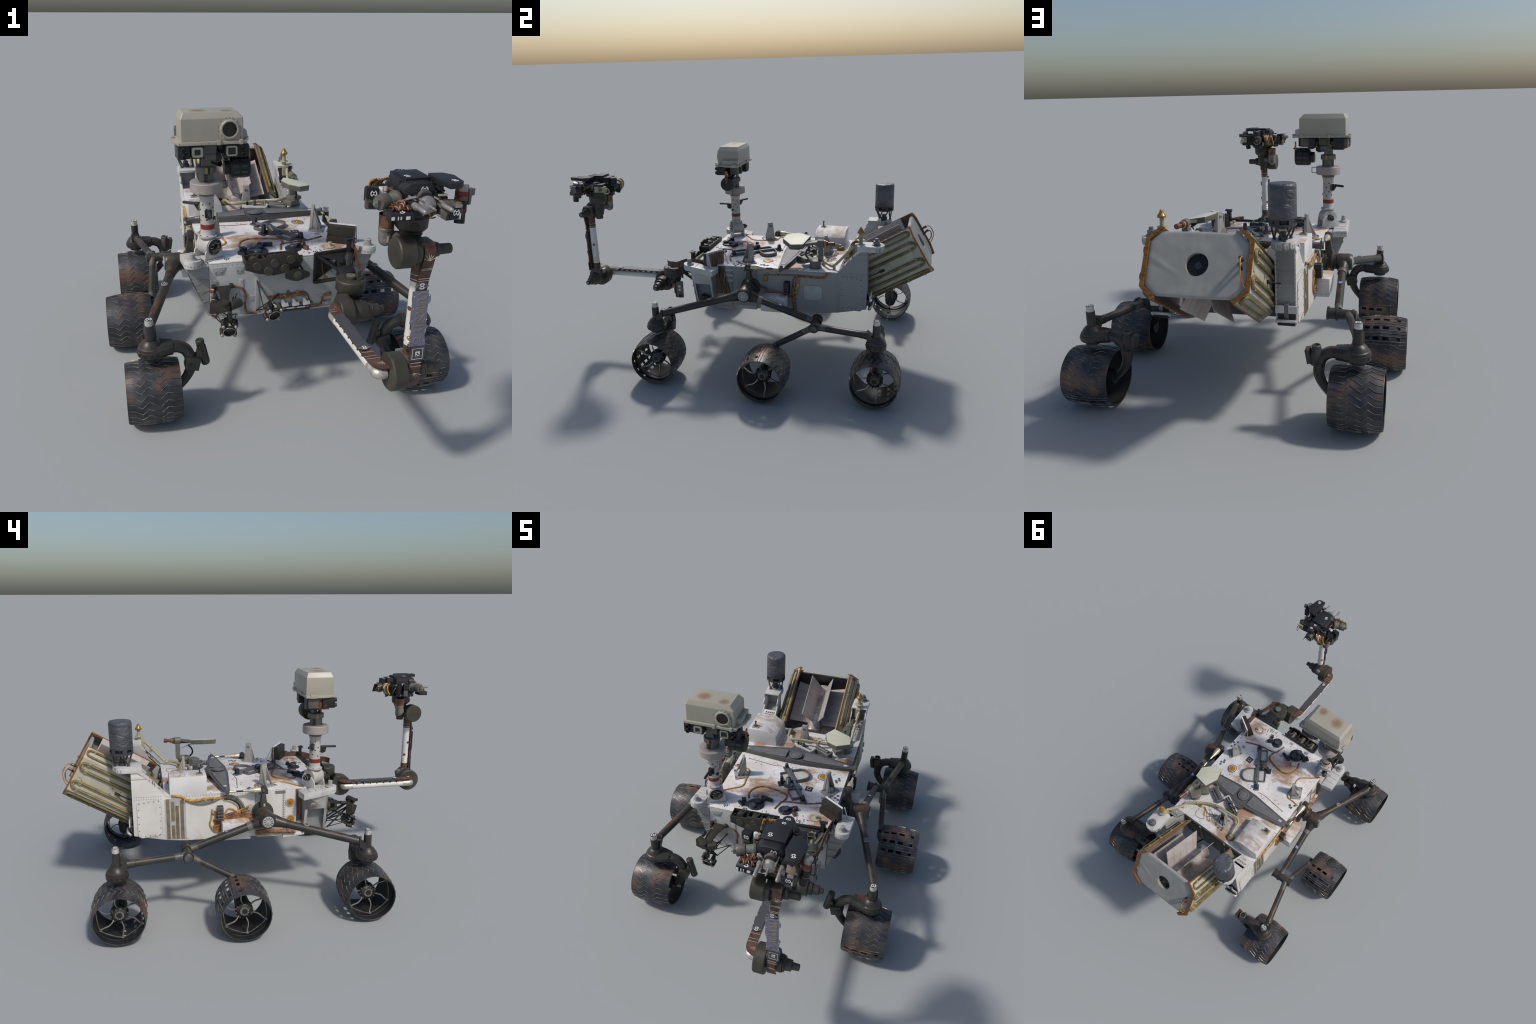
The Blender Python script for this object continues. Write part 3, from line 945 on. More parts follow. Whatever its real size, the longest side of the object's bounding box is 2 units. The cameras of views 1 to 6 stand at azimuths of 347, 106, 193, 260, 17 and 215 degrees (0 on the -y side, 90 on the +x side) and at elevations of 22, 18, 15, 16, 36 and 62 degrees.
        for t in (.1, .9):
            for q in (a.lerp(bb, t), c4.lerp(c3, t)):
                g.lathe(q.lerp((mid + back) / 2, .12) + V(0, 0, .006), (0, 0, 1), [(0, .005), (.004, .004)], "deck_steel", 8)
        nrm = -w.normalized()
        roundel(g, mid + V(0, 0, h * .80) + nrm * .0005 + lean * .8, nrm, .0085, "mark_black", None, (0, 0, 1))
        put(name, g, deck, .0008)
    bracket([(.189, .003), (.230, .074), (.279, .042), (.244, -.031)])
    bracket([(-.230, .074), (-.189, .003), (-.244, -.031), (-.279, .042)])
    bracket([(-.040, .402), (.040, .402), (.036, .465), (-.036, .465)])

    # sample inlet lids
    g = B()
    g.lathe((-.084, -.187, Z), (0, 0, 1), [(0, .042), (.005, .042), (.007, .039)], "lid_black", 30)
    for x, y in ((-.0765, -.170), (-.091, -.211)):
        g.lathe((x, y, Z + .005), (0, 0, 1), [(0, .0165), (.012, .0165), (.014, .015)], "lid_cap", 24)
        for a in (0, 90):
            g.box((x, y, Z + .0195), (.03, .0012, .001), "mark_white", rotz(a + 20))
    g.box((-.142, -.188, Z + .012), (.022, .024, .024), "lid_black", rotz(20))
    g.box((-.120, -.205, Z + .009), (.05, .016, .016), "lid_black", rotz(-20))
    g.box((-.152, -.205, Z + .008), (.03, .014, .014), "lid_black", rotz(-35))
    g.box((-.055, -.150, Z + .010), (.05, .013, .016), "lid_black", rotz(55))
    g.lathe((-.062, -.136, Z), (0, 0, 1), [(0, .012), (.016, .012), (.02, .008)], "lid_black", 14)
    g.box((-.030, -.142, Z + .012), (.038, .014, .014), "lid_black", rotz(-15))
    g.box((-.108, -.122, Z + .008), (.026, .022, .014), "tray_pale", rotz(25))
    put("inlet_lid", g, deck, .001)
    g = B()
    g.lathe((.064, -.187, Z), (0, 0, 1), [(0, .033), (.005, .033), (.007, .030)], "lid_black", 30)
    g.lathe((.065, -.186, Z + .005), (0, 0, 1), [(0, .0165), (.012, .0165), (.014, .015)], "lid_cap", 24)
    for a in (0, 90):
        g.box((.065, -.186, Z + .0195), (.03, .0012, .001), "mark_white", rotz(a + 20))
    g.box((.098, -.168, Z + .010), (.036, .012, .014), "lid_black", rotz(30))
    g.lathe((.113, -.166, Z), (0, 0, 1), [(0, .010), (.016, .010), (.02, .006)], "lid_black", 12)
    g.box((.107, -.190, Z + .009), (.024, .012, .014), "lid_black", rotz(-50))
    g.box((.113, -.206, Z + .009), (.018, .014, .014), "copper_brown", rotz(-50))
    g.lathe((.103, -.182, Z + .012), (0, 0, 1), [(0, .005), (.006, .004)], "orange_gold", 10)
    put("inlet_lid", g, deck, .001)
    # small round gold dish on the front corner
    g = B()
    g.lathe((.217, -.197, Z), (0, 0, 1), [(0, .021), (.003, .021), (.005, .017)], "cone_gold", 24)
    g.lathe((.217, -.197, Z + .003), (0, 0, 1), [(0, .007), (.012, .006), (.013, .009), (.017, .009)], "cone_gold", 14)
    put("front_dish", g, deck)

    # observation tray: long hinged bar with three rimmed trays
    g = B()
    def tray(c2d, h=.014, t=.006):
        P = [V(x, y, 0) for x, y in c2d]
        n = len(P)
        cen = sum(P, V(0, 0, 0)) / n
        inn = [p + (cen - p).normalized() * t for p in P]
        g.loft([[p + V(0, 0, Z + .002) for p in P], [p + V(0, 0, Z + .002 + h) for p in P],
                [p + V(0, 0, Z + .002 + h) for p in inn], [p + V(0, 0, Z + .004) for p in inn]], "deck_steel", (True, False))
        g.prism([p + V(0, 0, Z + .004) for p in inn], (0, 0, .001), "tray_pale")
    A0, A1 = V(.125, -.089, 0), V(-.023, .140, 0)
    u = (A1 - A0).normalized()
    w = V(u.y, -u.x, 0)
    w = w if w.x > 0 else -w
    def loc(s, t): return A0 + u * s + w * t
    def rectpts(s0, s1, t0, t1, r=.008):
        return [tuple((loc((s0 + s1) / 2, (t0 + t1) / 2) + u * p + w * q)[:2]) for p, q in rrect(s1 - s0, t1 - t0, r, 4)]
    tray(rectpts(.012, .094, -.052, -.008))
    tray(rectpts(.150, .232, -.050, -.006))
    D = [(.142, .008)] + [(.1885 + .046 * math.sin(a), .052 + .028 * math.cos(a) * 1.6) for a in [-1.45 + 2.9 * i / 14 for i in range(15)]] + [(.235, .008)]
    tray([tuple(loc(s, t)[:2]) for s, t in D], .017)
    g.tube([loc(-.004, 0) + V(0, 0, Z + .010), loc(.27, 0) + V(0, 0, Z + .010)], 0, "deck_steel", 4, 0, (.013, .014), tuple(w))
    for s, hh in ((.0, .030), (.268, .032)):
        p = loc(s, 0)
        ang = math.degrees(math.atan2(u.y, u.x))
        g.box(p + V(0, 0, Z + .003), (.040, .030, .006), "deck_steel", rotz(ang))
        g.box(p + V(0, 0, Z + hh / 2 + .003), (.022, .020, hh), "lid_black", rotz(ang), (.65, .65))
    p = loc(.155, -.062)
    g.box(p + V(0, 0, Z + .024), (.016, .018, .046), "lid_black", rotz(30), (.7, .8))
    g.box(p + V(0, 0, Z + .004), (.036, .034, .007), "lid_black", rotz(30))
    g.cyl(loc(.115, -.040) + V(0, 0, Z + .016), loc(.150, -.030) + V(0, 0, Z + .03), .010, "deck_steel", .013, 14)
    g.sphere(loc(.150, -.028) + V(0, 0, Z + .028), .014, "lid_black", 14)
    g.box(loc(.12, -.035) + V(0, 0, Z + .012), (.045, .02, .02), "deck_steel", rotz(-10))
    g.box(loc(.10, .012) + V(0, 0, Z + .008), (.04, .018, .012), "deck_steel", rotz(-57))
    put("sample_tray", g, deck, .0008)

    # electronics box
    g = B()
    y0, y1 = .322, .497
    prof = [(-.2945, ZD), (-.2945, .654), (-.19, .656), (-.140, .624), (-.132, ZD)]
    g.prism([(x, y0, z) for x, z in prof], (0, y1 - y0, 0), "dusty_white")
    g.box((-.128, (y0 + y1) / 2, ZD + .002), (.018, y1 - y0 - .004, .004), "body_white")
    put("electronics_box", g, deck, .0012)
    g = B()
    g.box((-.262, .352, .6575), (.036, .03, .004), "pipe_yellow")
    g.box((-.262, .352, .660), (.022, .018, .005), "deck_steel")
    g.lathe((-.262, .352, .66), (0, 0, 1), [(0, .005), (.005, .0035), (.024, .0035), (.025, .006), (.030, .006), (.031, .003)], "antenna_dark", 12)
    put("small_antenna", g, deck)

    # white angle frame + dark motors behind the crossbar
    g = B()
    zt = .604
    L1, L2, L3 = V(.079, .347, 0), V(.070, .291, 0), V(-.036, .352, 0)
    A, C, E = V(.086, .325, 0), V(.068, .288, 0), V(-.035, .340, 0)
    for p, q in ((A, C), (C, E)):
        g.tube([p + V(0, 0, zt - .018), q + V(0, 0, zt - .018)], 0, "bracket_white", 4, 0, (.036, .008), (0, 0, 1))
    g.tube([C + V(.004, .014, Z + .02), E + V(.004, .014, Z + .02)], 0, "deck_steel", 4, 0, (.03, .006), (0, 0, 1))
    ang = math.degrees(math.atan2(-.035, .05))
    g.box((.130, .318, Z + .018), (.075, .036, .032), "deck_steel", rotz(-28))
    g.box((.093, .336, Z + .017), (.012, .045, .034), "bar_grey", rotz(-28))
    g.box((.166, .300, Z + .017), (.012, .045, .034), "bar_grey", rotz(-28))
    g.cyl((.10, .333, Z + .034), (.158, .304, Z + .034), .009, "bar_grey")
    g.box((.012, .335, Z + .016), (.06, .03, .03), "lid_black", rotz(-28))
    g.cyl((.02, .318, Z), (.02, .318, Z + .062), .007, "bar_grey")
    g.cyl((-.012, .332, Z + .02), (-.012, .332, Z + .055), .005, "lid_black")
    g.box((-.025, .345, Z + .012), (.03, .024, .024), "lid_black", rotz(20))
    put("latch_frame", g, deck, .0008)

    # yellow coolant pipe
    g = B()
    g.tube([(.262, .600, .700), (.256, .590, .690), (.252, .545, .640), (.247, .495, .588), (.238, .468, .590), (.19, .432, .592), (.135, .398, .592), (.084, .383, .600), (.05, .379, .604),
            (.012, .378, .604), (-.03, .374, .604), (-.062, .373, .603), (-.080, .384, .602), (-.087, .402, .600), (-.092, .44, .598), (-.096, .466, .594)], .0072, "pipe_yellow", 10, 5)
    g.lathe((-.098, .480, Z), (0, 0, 1), [(0, .023), (.010, .023), (.012, .019), (.018, .018), (.020, .012)], "tube_olive", 24)
    g.lathe((-.098, .476, Z + .014), (0, 0, 1), [(0, .009), (.014, .009)], "pipe_yellow", 14)
    for p in ((.247, .497, .588), (.084, .381, .60), (.19, .432, .592), (.254, .572, .668)):
        g.box((p[0], p[1], p[2] - .008), (.012, .010, .034), "pipe_yellow", rotz(-25))
    put("coolant_pipe", g, deck)
    # conical low-gain antenna on the right tower
    g = B()
    g.lathe((.251, .632, .700), (0, 0, 1), [(0, .011), (.032, .011), (.033, .021), (.037, .021), (.038, .010), (.073, .0085), (.0735, .0165), (.079, .0175), (.085, .013), (.095, .007), (.099, .0065), (.102, .003)], "pipe_yellow", 20)
    g.lathe((.251, .632, .7725), (0, 0, 1), [(0, .0175), (.007, .0185), (.013, .0135), (.023, .0075), (.0275, .007), (.031, .003)], "gold_tip", 20)
    g.box((.250, .612, .690), (.024, .016, .05), "pipe_yellow")
    put("low_gain_antenna", g, deck)
    g = B()
    g.lathe((.262, .712, .714), (0, 0, 1), [(0, .021), (.008, .021), (.009, .016), (.024, .016), (.025, .009), (.037, .009)], "deck_steel", 18)
    put("tower_bolt", g, deck)

    # high gain antenna
    g = B()
    g.lathe((.238, .396, Z), (0, 0, 1), [(0, .028), (.004, .034), (.006, .029), (.032, .029), (.034, .038), (.044, .038), (.046, .034)], "hga_side", 26)
    g.prism([(.222, .413, Z + .044), (.254, .413, Z + .044), (.250, .413, .715), (.226, .413, .715)], (0, .024, 0), "hga_side")
    g.cyl((.238, .409, .705), (.238, .441, .705), .019, "hga_side")
    g.tube([(.236, .36, .615), (.236, .345, .635), (.233, .35, .66), (.232, .37, .68)], .0045, "lid_black", 7, 4)
    g.box((.205, .345, .600), (.05, .05, .022), "hga_side", rotz(35))
    hb = put("high_gain_antenna", g, None, .0012)
    g = B()
    g.lathe((.238, .441, .705), (.22, 1, 0), [(0, .0165), (.010, .0165), (.011, .013), (.022, .013), (.023, .0085), (.040, .0085), (.041, .0115), (.058, .0115)], "copper_brown", 16)
    g.torus((.2405, .452, .705), (.22, 1, 0), .0145, .0025, "cone_gold", 16, 6)
    put("antenna_motor", g, hb)
    g = B()
    hexo = [(.268, .337), (.276, .272), (.213, .216), (.163, .227), (.141, .290), (.172, .360)]
    def tz(x, y): return .713 - .20 * (x - .211) + .01 * (y - .29)
    g.loft([[(.211 + (x - .211) * .97, .293 + (y - .293) * .97, tz(x, y) - .026) for x, y in hexo], [(x, y, tz(x, y) - .0025) for x, y in hexo]], "hga_side")
    g.loft([[(x, y, tz(x, y) - .0024) for x, y in hexo], [(.211 + (x - .211) * .985, .293 + (y - .293) * .985, tz(x, y)) for x, y in hexo]], "hga_face")
    for i in range(6):
        p, q = hexo[i], hexo[(i + 1) % 6]
        for t in (.2, .4, .6, .8):
            x, y = p[0] + (q[0] - p[0]) * t, p[1] + (q[1] - p[1]) * t
            rivet(g, (x, y, tz(x, y) - .012), (x - .211, y - .293, 0), .0022, "hga_side")
    put("antenna_dish", g, hb, .001)
    g = B()
    g.prism([(.205, .335, .690), (.252, .335, .685), (.250, .415, .700), (.226, .415, .704)], (0, 0, .014), "hga_side")
    g.prism([(.212, .34, .690), (.24, .34, .688), (.238, .41, .66)], (0, .003, 0), "hga_side")
    g.cyl((.226, .36, .70), (.236, .41, .70), .01, "lid_black")
    put("dish_arm", g, hb, .001)

    # front right tilted panel with black avionics
    g = B()
    a, c = V(.336, -.172, 0), V(.243, -.112, 0)
    e = (c - a).normalized()
    nrm = V(-e.y, e.x, 0)
    nrm = nrm if nrm.y < 0 else -nrm        # faces front
    g.prism([a + V(0, 0, .556), c + V(0, 0, .560), c + V(0, 0, .641), a + V(0, 0, .642)], nrm * .004, "bracket_white")
    g.prism([a + V(0, 0, .642), c + V(0, 0, .641), c + V(0, 0, .645), a + V(0, 0, .646)], nrm * .007, "mark_white")
    bk = [a.lerp(c, .12), a.lerp(c, .97)]
    for k in range(6):
        p = bk[0].lerp(bk[1], (k + .5) / 6) - nrm * .004
        g.tube([p + V(0, 0, .560), p + e * .003 * math.sin(k * 3) - nrm * .003 + V(0, 0, .60), p + V(0, 0, .638)], .0066, "harness_wall", 6, 4)
    z0 = a.lerp(c, .04)
    z1 = a.lerp(c, .96)
    def slab(t0, t1, za, zb, d0, d1, dz=.0):
        p, q = a.lerp(c, t0), a.lerp(c, t1)
        g.loft([[p + nrm * d0 + V(0, 0, za), q + nrm * d0 + V(0, 0, za), q + nrm * d0 + V(0, 0, zb), p + nrm * d0 + V(0, 0, zb)],
                [p + nrm * d1 + V(0, 0, za), q + nrm * d1 + V(0, 0, za), q + nrm * d1 + V(0, 0, zb - dz), p + nrm * d1 + V(0, 0, zb - dz)]], "dark_olive")
    slab(-.005, 1.005, .5995, .6405, .0035, .030, .003)
    slab(-.005, 1.005, .564, .6, .0035, .040, .002)
    g.tube([c - nrm * .006 + V(0, 0, .64), c - nrm * .040 + V(0, 0, .568)], .003, "bracket_white", 6)
    g.tube([a + nrm * -.01 + V(0, 0, .64), a + nrm * -.034 + V(0, 0, .568)], .003, "bracket_white", 6)
    put("avionics_panel", g, deck)
    return deck

# ---------------------------------------------------------------- mast and camera head
def make_mast():
    mx, my = -.285, -.205
    b = B()
    pc = V(-.282, -.203, .6225)
    ax = V(.5, -.866, 0)
    b.lathe(pc - ax * .034, ax, [(0, .0365), (.004, .038), (.062, .038), (.066, .036)], "mast_white", 32)
    b.lathe(pc + ax * .030, ax, [(0, .033), (.0065, .033), (.008, .030)], "glass_black", 28)
    b.torus(pc + ax * .036, ax, .033, .0025, "mast_grey", 28, 6)
    b.lathe(pc - ax * .058, ax, [(0, .014), (.016, .017), (.024, .017)], "glass_black", 20)
    b.lathe(pc - ax * .066, ax, [(0, .009), (.01, .009)], "glass_black", 14)
    u = V(.866, .5, 0)
    for k in range(8):
        a = math.pi * 2 * k / 8
        b.box(pc + ax * .0385 + (u * math.cos(a) + V(0, 0, 1) * math.sin(a)) * .017, (.012, .003, .003), "dark_olive", Matrix.Rotation(0, 3, "Z"))
    b.box(pc + ax * .039 + u * .016 + V(0, 0, -.004), (.006, .004, .006), "copper_brown")
    R = rotz(-60)
    for o in (-.040, .026):
        q = pc + ax * o
        b.prism([q - u * .046 + V(0, 0, -.0535), q + u * .046 + V(0, 0, -.0535), q + u * .040 + V(0, 0, -.004), q + u * .028 + V(0, 0, .012), q - u * .022 + V(0, 0, .002) if o < 0 else q - u * .036 + V(0, 0, -.010), q - u * .042 + V(0, 0, -.02)], ax * .006, "bracket_white")
    b.box((pc.x, pc.y, ZD + .002), (.078, .07, .006), "bracket_white", R)
    mast = put("mast", b, None, .0008, 40)

    t = B()
    t.lathe((mx, my, .655), (0, 0, 1), [(0, .030), (.006, .031), (.0065, .0375), (.012, .0375), (.0125, .030), (.016, .0275), (.038, .0268)], "mast_white", 32)
    t.lathe((mx, my, .693), (0, 0, 1), [(0, .0272), (.019, .0272)], "mast_red", 32)
    t.lathe((mx, my, .712), (0, 0, 1), [(0, .0265), (.098, .0262), (.102, .029), (.114, .0292), (.116, .0315), (.120, .0315), (.122, .028), (.134, .028)], "mast_white", 32)
    t.lathe((mx, my, .824), (0, 0, 1), [(0, .0300), (.004, .0318), (.009, .0318), (.011, .0295)], "mast_grey", 32)
    for k in range(24):
        a = 2 * math.pi * (k % 6) / 6 + (.5 if (k // 6) % 2 else 0) + .3
        z = .728 + .021 * (k // 6) + .004 * ((k * 7) % 3)
        d = V(math.cos(a), math.sin(a), 0)
        t.lathe(V(mx, my, z) + d * .0255, d, [(0, .0036), (.0014, .0032)], "dark_olive", 8)
    for k in range(7):
        a = k * .9
        d = V(math.cos(a), math.sin(a), 0)
        t.lathe(V(mx, my, .664) + d * .033, (0, 0, 1), [(0, .003), (.006, .002)], "deck_steel", 8)
    t.lathe((mx + .024, my - .012, .735), (1, -.5, 0), [(0, .008), (.004, .008)], "camera_black", 12)
    put("mast_tube", t, mast)
    c = B()
    c.lathe((mx, my, .838), (0, 0, 1), [(0, .027), (.0005, .058), (.003, .0612), (.036, .0612), (.039, .059), (.0395, .03)], "collar_pink", 40)
    for dx, dz in ((.060, .846), (.060, .872)):
        c.tube([(mx + dx, my + .01, dz), (mx + dx + .021, my + .01, dz)], .0016, "antenna_dark", 5)
    c.tube([(mx + .081, my + .01, .846), (mx + .081, my + .01, .872)], .0016, "antenna_dark", 5)
    put("mast_collar", c, mast)
    n = B()
    n.lathe((mx, my, .876), (0, 0, 1), [(0, .028), (.036, .028)], "mast_grey", 28)
    for a in (-100, 30, 150):
        d = V(math.cos(math.radians(a)), math.sin(math.radians(a)), 0)
        for k in range(3):
            n.box(V(mx, my, .884 + k * .010) + d * .0275, (.006, .014, .006), "camera_black", rotz(a))
    n.lathe((mx, my, .911), (0, 0, 1), [(0, .034), (.002, .0372), (.022, .0372), (.025, .034), (.026, .022)], "mast_grey", 32)
    for a in (-95, -80, 85, 175):
        d = V(math.cos(math.radians(a)), math.sin(math.radians(a)), 0)
        n.box(V(mx, my, .923) + d * .0365, (.003, .008, .022), "gold_tip" if a % 2 else "camera_black", rotz(a))
    n.prism([(mx - .020, my - .022, .937), (mx + .020, my - .022, .937), (mx + .006, my - .022, .982), (mx - .012, my - .022, .992), (mx - .020, my - .022, .985)], (0, .006, 0), "mast_grey")
    n.prism([(mx - .020, my + .016, .937), (mx + .020, my + .016, .937), (mx + .006, my + .016, .982), (mx - .012, my + .016, .992), (mx - .020, my + .016, .985)], (0, .006, 0), "mast_grey")
    n.cyl((mx - .004, my, .972), (mx + .036, my, .972), .024, "mast_grey", None, 24)
    n.cyl((mx - .048, my, .972), (mx - .004, my, .972), .011, "camera_black", None, 14)
    n.lathe((mx + .036, my, .972), (1, 0, 0), [(0, .026), (.016, .026), (.018, .02)], "camera_black", 24)
    n.box((mx + .012, my, 1.005), (.05, .05, .04), "mast_grey")
    n.box((mx - .045, my + .01, .975), (.012, .02, .02), "copper_brown")
    put("mast_neck", n, mast)
    for a, tip in ((200, (-.367, -.235, .808)), (20, (-.205, -.165, .790))):
        k = B()
        d = V(math.cos(math.radians(a)), math.sin(math.radians(a)), 0)
        o = V(mx, my, .775)
        tip = V(*tip)
    k = B()
    # one lock arm points forward, the other back and outward
    k.prism([(-.2895, -.226, .772), (-.2895, -.262, .772), (-.2895, -.256, .742), (-.2895, -.240, .736), (-.2895, -.226, .744)], (.010, 0, 0), "cable_black")
    k.tube([(-.2845, -.232, .768), (-.286, -.27, .768), (-.287, -.305, .767)], .0056, "cable_black", 8, 3)
    k.sphere((-.287, -.305, .767), .0056, "cable_black", 10)
    k.box((-.2845, -.229, .757), (.026, .016, .030), "cable_black")
    k.prism([(-.304, -.196, .790), (-.326, -.180, .790), (-.330, -.177, .778), (-.318, -.186, .758), (-.304, -.196, .760)], (.006, .008, 0), "cable_black")
    k.tube([(-.312, -.188, .786), (-.340, -.170, .785), (-.365, -.153, .785)], .0060, "cable_black", 8, 3)
    k.sphere((-.365, -.153, .785), .0060, "cable_black", 10)
    k.box((-.303, -.190, .775), (.018, .018, .026), "mast_grey", rotz(40))
    put("launch_lock", k, mast, .0006)

    # camera head
    h = B()
    x0, x1, y0, y1 = -.380, -.153, -.260, -.131
    cy = .020
    def ring(xa, xb, ya, yb, z, cc):
        # front corners chamfered a little
        return [(xa, ya + cc, z), (xa + cc, ya, z), (xb - cc, ya, z), (xb, ya + cc, z), (xb, yb, z), (xa, yb, z)]
    h.loft([ring(x0, x1, y0, y1, 1.034, .004), ring(x0 + .001, x1 - .001, y0, y1 - .001, 1.113, .004), ring(x0 + .012, x1 - .022, y0 + .010, y1 - .010, 1.1345, .003)], "head_cream")
    head = put("camera_head", h, None, .0005, 18)
    p = B()
    p.prism([(-.153, -.232, 1.0345), (-.134, -.225, 1.0345), (-.134, -.131, 1.0345), (-.153, -.131, 1.0345)], (0, 0, .0265), "head_cream")
    out = [(-.390, -.268), (-.378, -.272), (-.250, -.270), (-.165, -.274), (-.142, -.268), (-.142, -.245), (-.122, -.20), (-.122, -.129), (-.40, -.126), (-.404, -.21), (-.392, -.245)]
    p.prism([(x, y, 1.023) for x, y in out], (0, 0, .011), "head_cream")
    for x, y, sx, sy in ((-.245, -.271, .014, .010), (-.165, -.273, .012, .010), (-.30, -.127, .012, .008), (-.165, -.128, .012, .008), (-.398, -.16, .01, .03), (-.125, -.15, .012, .03)):
        p.box((x, y, 1.031), (sx, sy, .018), "head_cream")
    for k in range(9):
        rivet(p, (-.392 + .03 * k, -.127, 1.029), (0, 1, 0), .002)
        rivet(p, (-.385 + .026 * k, -.2705, 1.029), (0, -1, 0), .002)
    lx, lz = -.2045, 1.0745
    p.prism([(lx - .037, y0, 1.035), (lx + .037, y0, 1.035), (lx + .037, y0, 1.075)] + [(lx + .037 * math.cos(a), y0, lz + .037 * math.sin(a)) for a in [math.pi * i / 12 for i in range(13)]], (0, -.003, 0), "head_cream")
    p.lathe((lx, y0 - .002, lz), (0, -1, 0), [(0, .0345), (.005, .0345), (.008, .031), (.008, .027), (.001, .0265)], "head_cream", 36, (True, False))
    p.torus((lx, y0 - .006, lz), (0, -1, 0), .0265, .0012, "amber_foil", 32, 5)
    p.lathe((lx, y0 - .0035, lz), (0, -1, 0), [(0, .0264), (.001, .0264)], "glass_black", 32)
    for k in range(14):
        a = 2 * math.pi * k / 14
        p.box((lx + .0345 * math.cos(a), y0 - .0045, lz + .0345 * math.sin(a)), (.004, .006, .004), "head_cream", Matrix.Rotation(-a, 3, "Y"))
    for q in ((-.245, 1.085), (-.245, 1.068), (-.245, 1.052), (-.245, 1.041), (-.166, 1.085), (-.166, 1.065), (-.166, 1.045), (-.215, 1.114), (-.204, 1.116), (-.193, 1.114), (-.233, 1.102), (-.176, 1.102)):
        rivet(p, (q[0], y0 - .001, q[1]), (0, -1, 0), .0022)
    put("head_shroud", p, head, .0008)
    c = B()
    for xa, w, fr in ((-.322, .020, .043), (-.1985, .026, .040)):
        c.box((xa, -.247, .997), (.046, .040, .044), "camera_black")
        out = rrect(.041, .037, .008)
        inn = rrect(w, w * .92, .002)
        c.loft([[(xa + q[0], -.2675, .998 + q[1]) for q in out], [(xa + q[0], -.272, .998 + q[1]) for q in out],
                [(xa + q[0], -.272, .998 + q[1]) for q in inn], [(xa + q[0], -.266, .998 + q[1]) for q in inn]], "camera_frame", (False, True))
        c.box((xa, -.2685, .998), (w * .98, .003, w * .9), "camera_black")
    for xa in (-.369, -.156):
        c.box((xa, -.235, .997), (.042, .058, .044), "camera_black")
        for z in (1.009, .985):
            c.lathe((xa, -.262, z), (0, -1, 0), [(0, .0095), (.015, .0095), (.015, .0072), (.006, .007)], "camera_black", 18, (True, True))
            c.torus((xa, -.2765, z), (0, -1, 0), .0083, .0012, "mast_grey", 18, 5)
    c.box((-.205, -.205, 1.008), (.07, .02, .026), "camera_black")
    c.box((-.33, -.215, 1.008), (.06, .02, .026), "camera_black")
    c.box((-.262, -.195, 1.0), (.04, .04, .03), "mast_grey")
    c.box((-.185, -.165, .998), (.055, .045, .042), "warm_grey")
    c.box((-.215, -.16, .996), (.03, .05, .046), "camera_black")
    c.box((-.345, -.165, .992), (.05, .055, .056), "camera_black")
    c.box((-.375, -.165, .996), (.026, .05, .044), "warm_grey")
    c.box((-.372, -.215, .992), (.016, .05, .05), "copper_brown")
    c.tube([(-.38, -.235, 1.0), (-.388, -.22, .985), (-.38, -.20, .972), (-.36, -.19, .975)], .004, "amber_foil", 6, 4)
    c.tube([(-.38, -.205, 1.01), (-.387, -.19, .99), (-.38, -.175, .976)], .004, "amber_foil", 6, 4)
    c.box((-.384, -.225, .978), (.01, .018, .014), "copper_brown")
    c.box((-.30, -.21, .985), (.03, .03, .03), "copper_brown")
    c.cyl((-.24, -.20, .962), (-.225, -.20, .962), .01, "camera_black")
    put("stereo_camera", c, head, .0008)
    r = B()
    cx = V(-.218, -.200, .9225)
    d = V(1, 0, 0)
    r.lathe(cx, d, [(0, .016), (.001, .026), (.020, .027), (.022, .037), (.028, .0392), (.092, .0392), (.096, .037), (.097, .030)], "camera_black", 32)
    for k in range(11):
        a = 2 * math.pi * k / 11
        for xx, ww in ((.042, .022), (.073, .022)):
            q = cx + d * xx + V(0, math.cos(a), math.sin(a)) * .0388
            r.box(q, (ww, .009, .003), "antenna_dark", Matrix.Rotation(a - math.pi / 2, 3, "X"))
    for xx in (.030, .058, .088):
        r.torus(cx + d * xx, d, .0385, .0018, "camera_black", 32, 6)
    r.box((-.16, -.20, .966), (.10, .012, .006), "camera_black")
    r.box((-.121, -.20, .975), (.004, .016, .05), "orange_gold")
    r.box((-.1185, -.20, .955), (.004, .014, .05), "copper_brown")
    r.box((-.20, -.20, .975), (.03, .016, .02), "camera_black")
    put("spotting_camera", r, head, 0)
    return mast


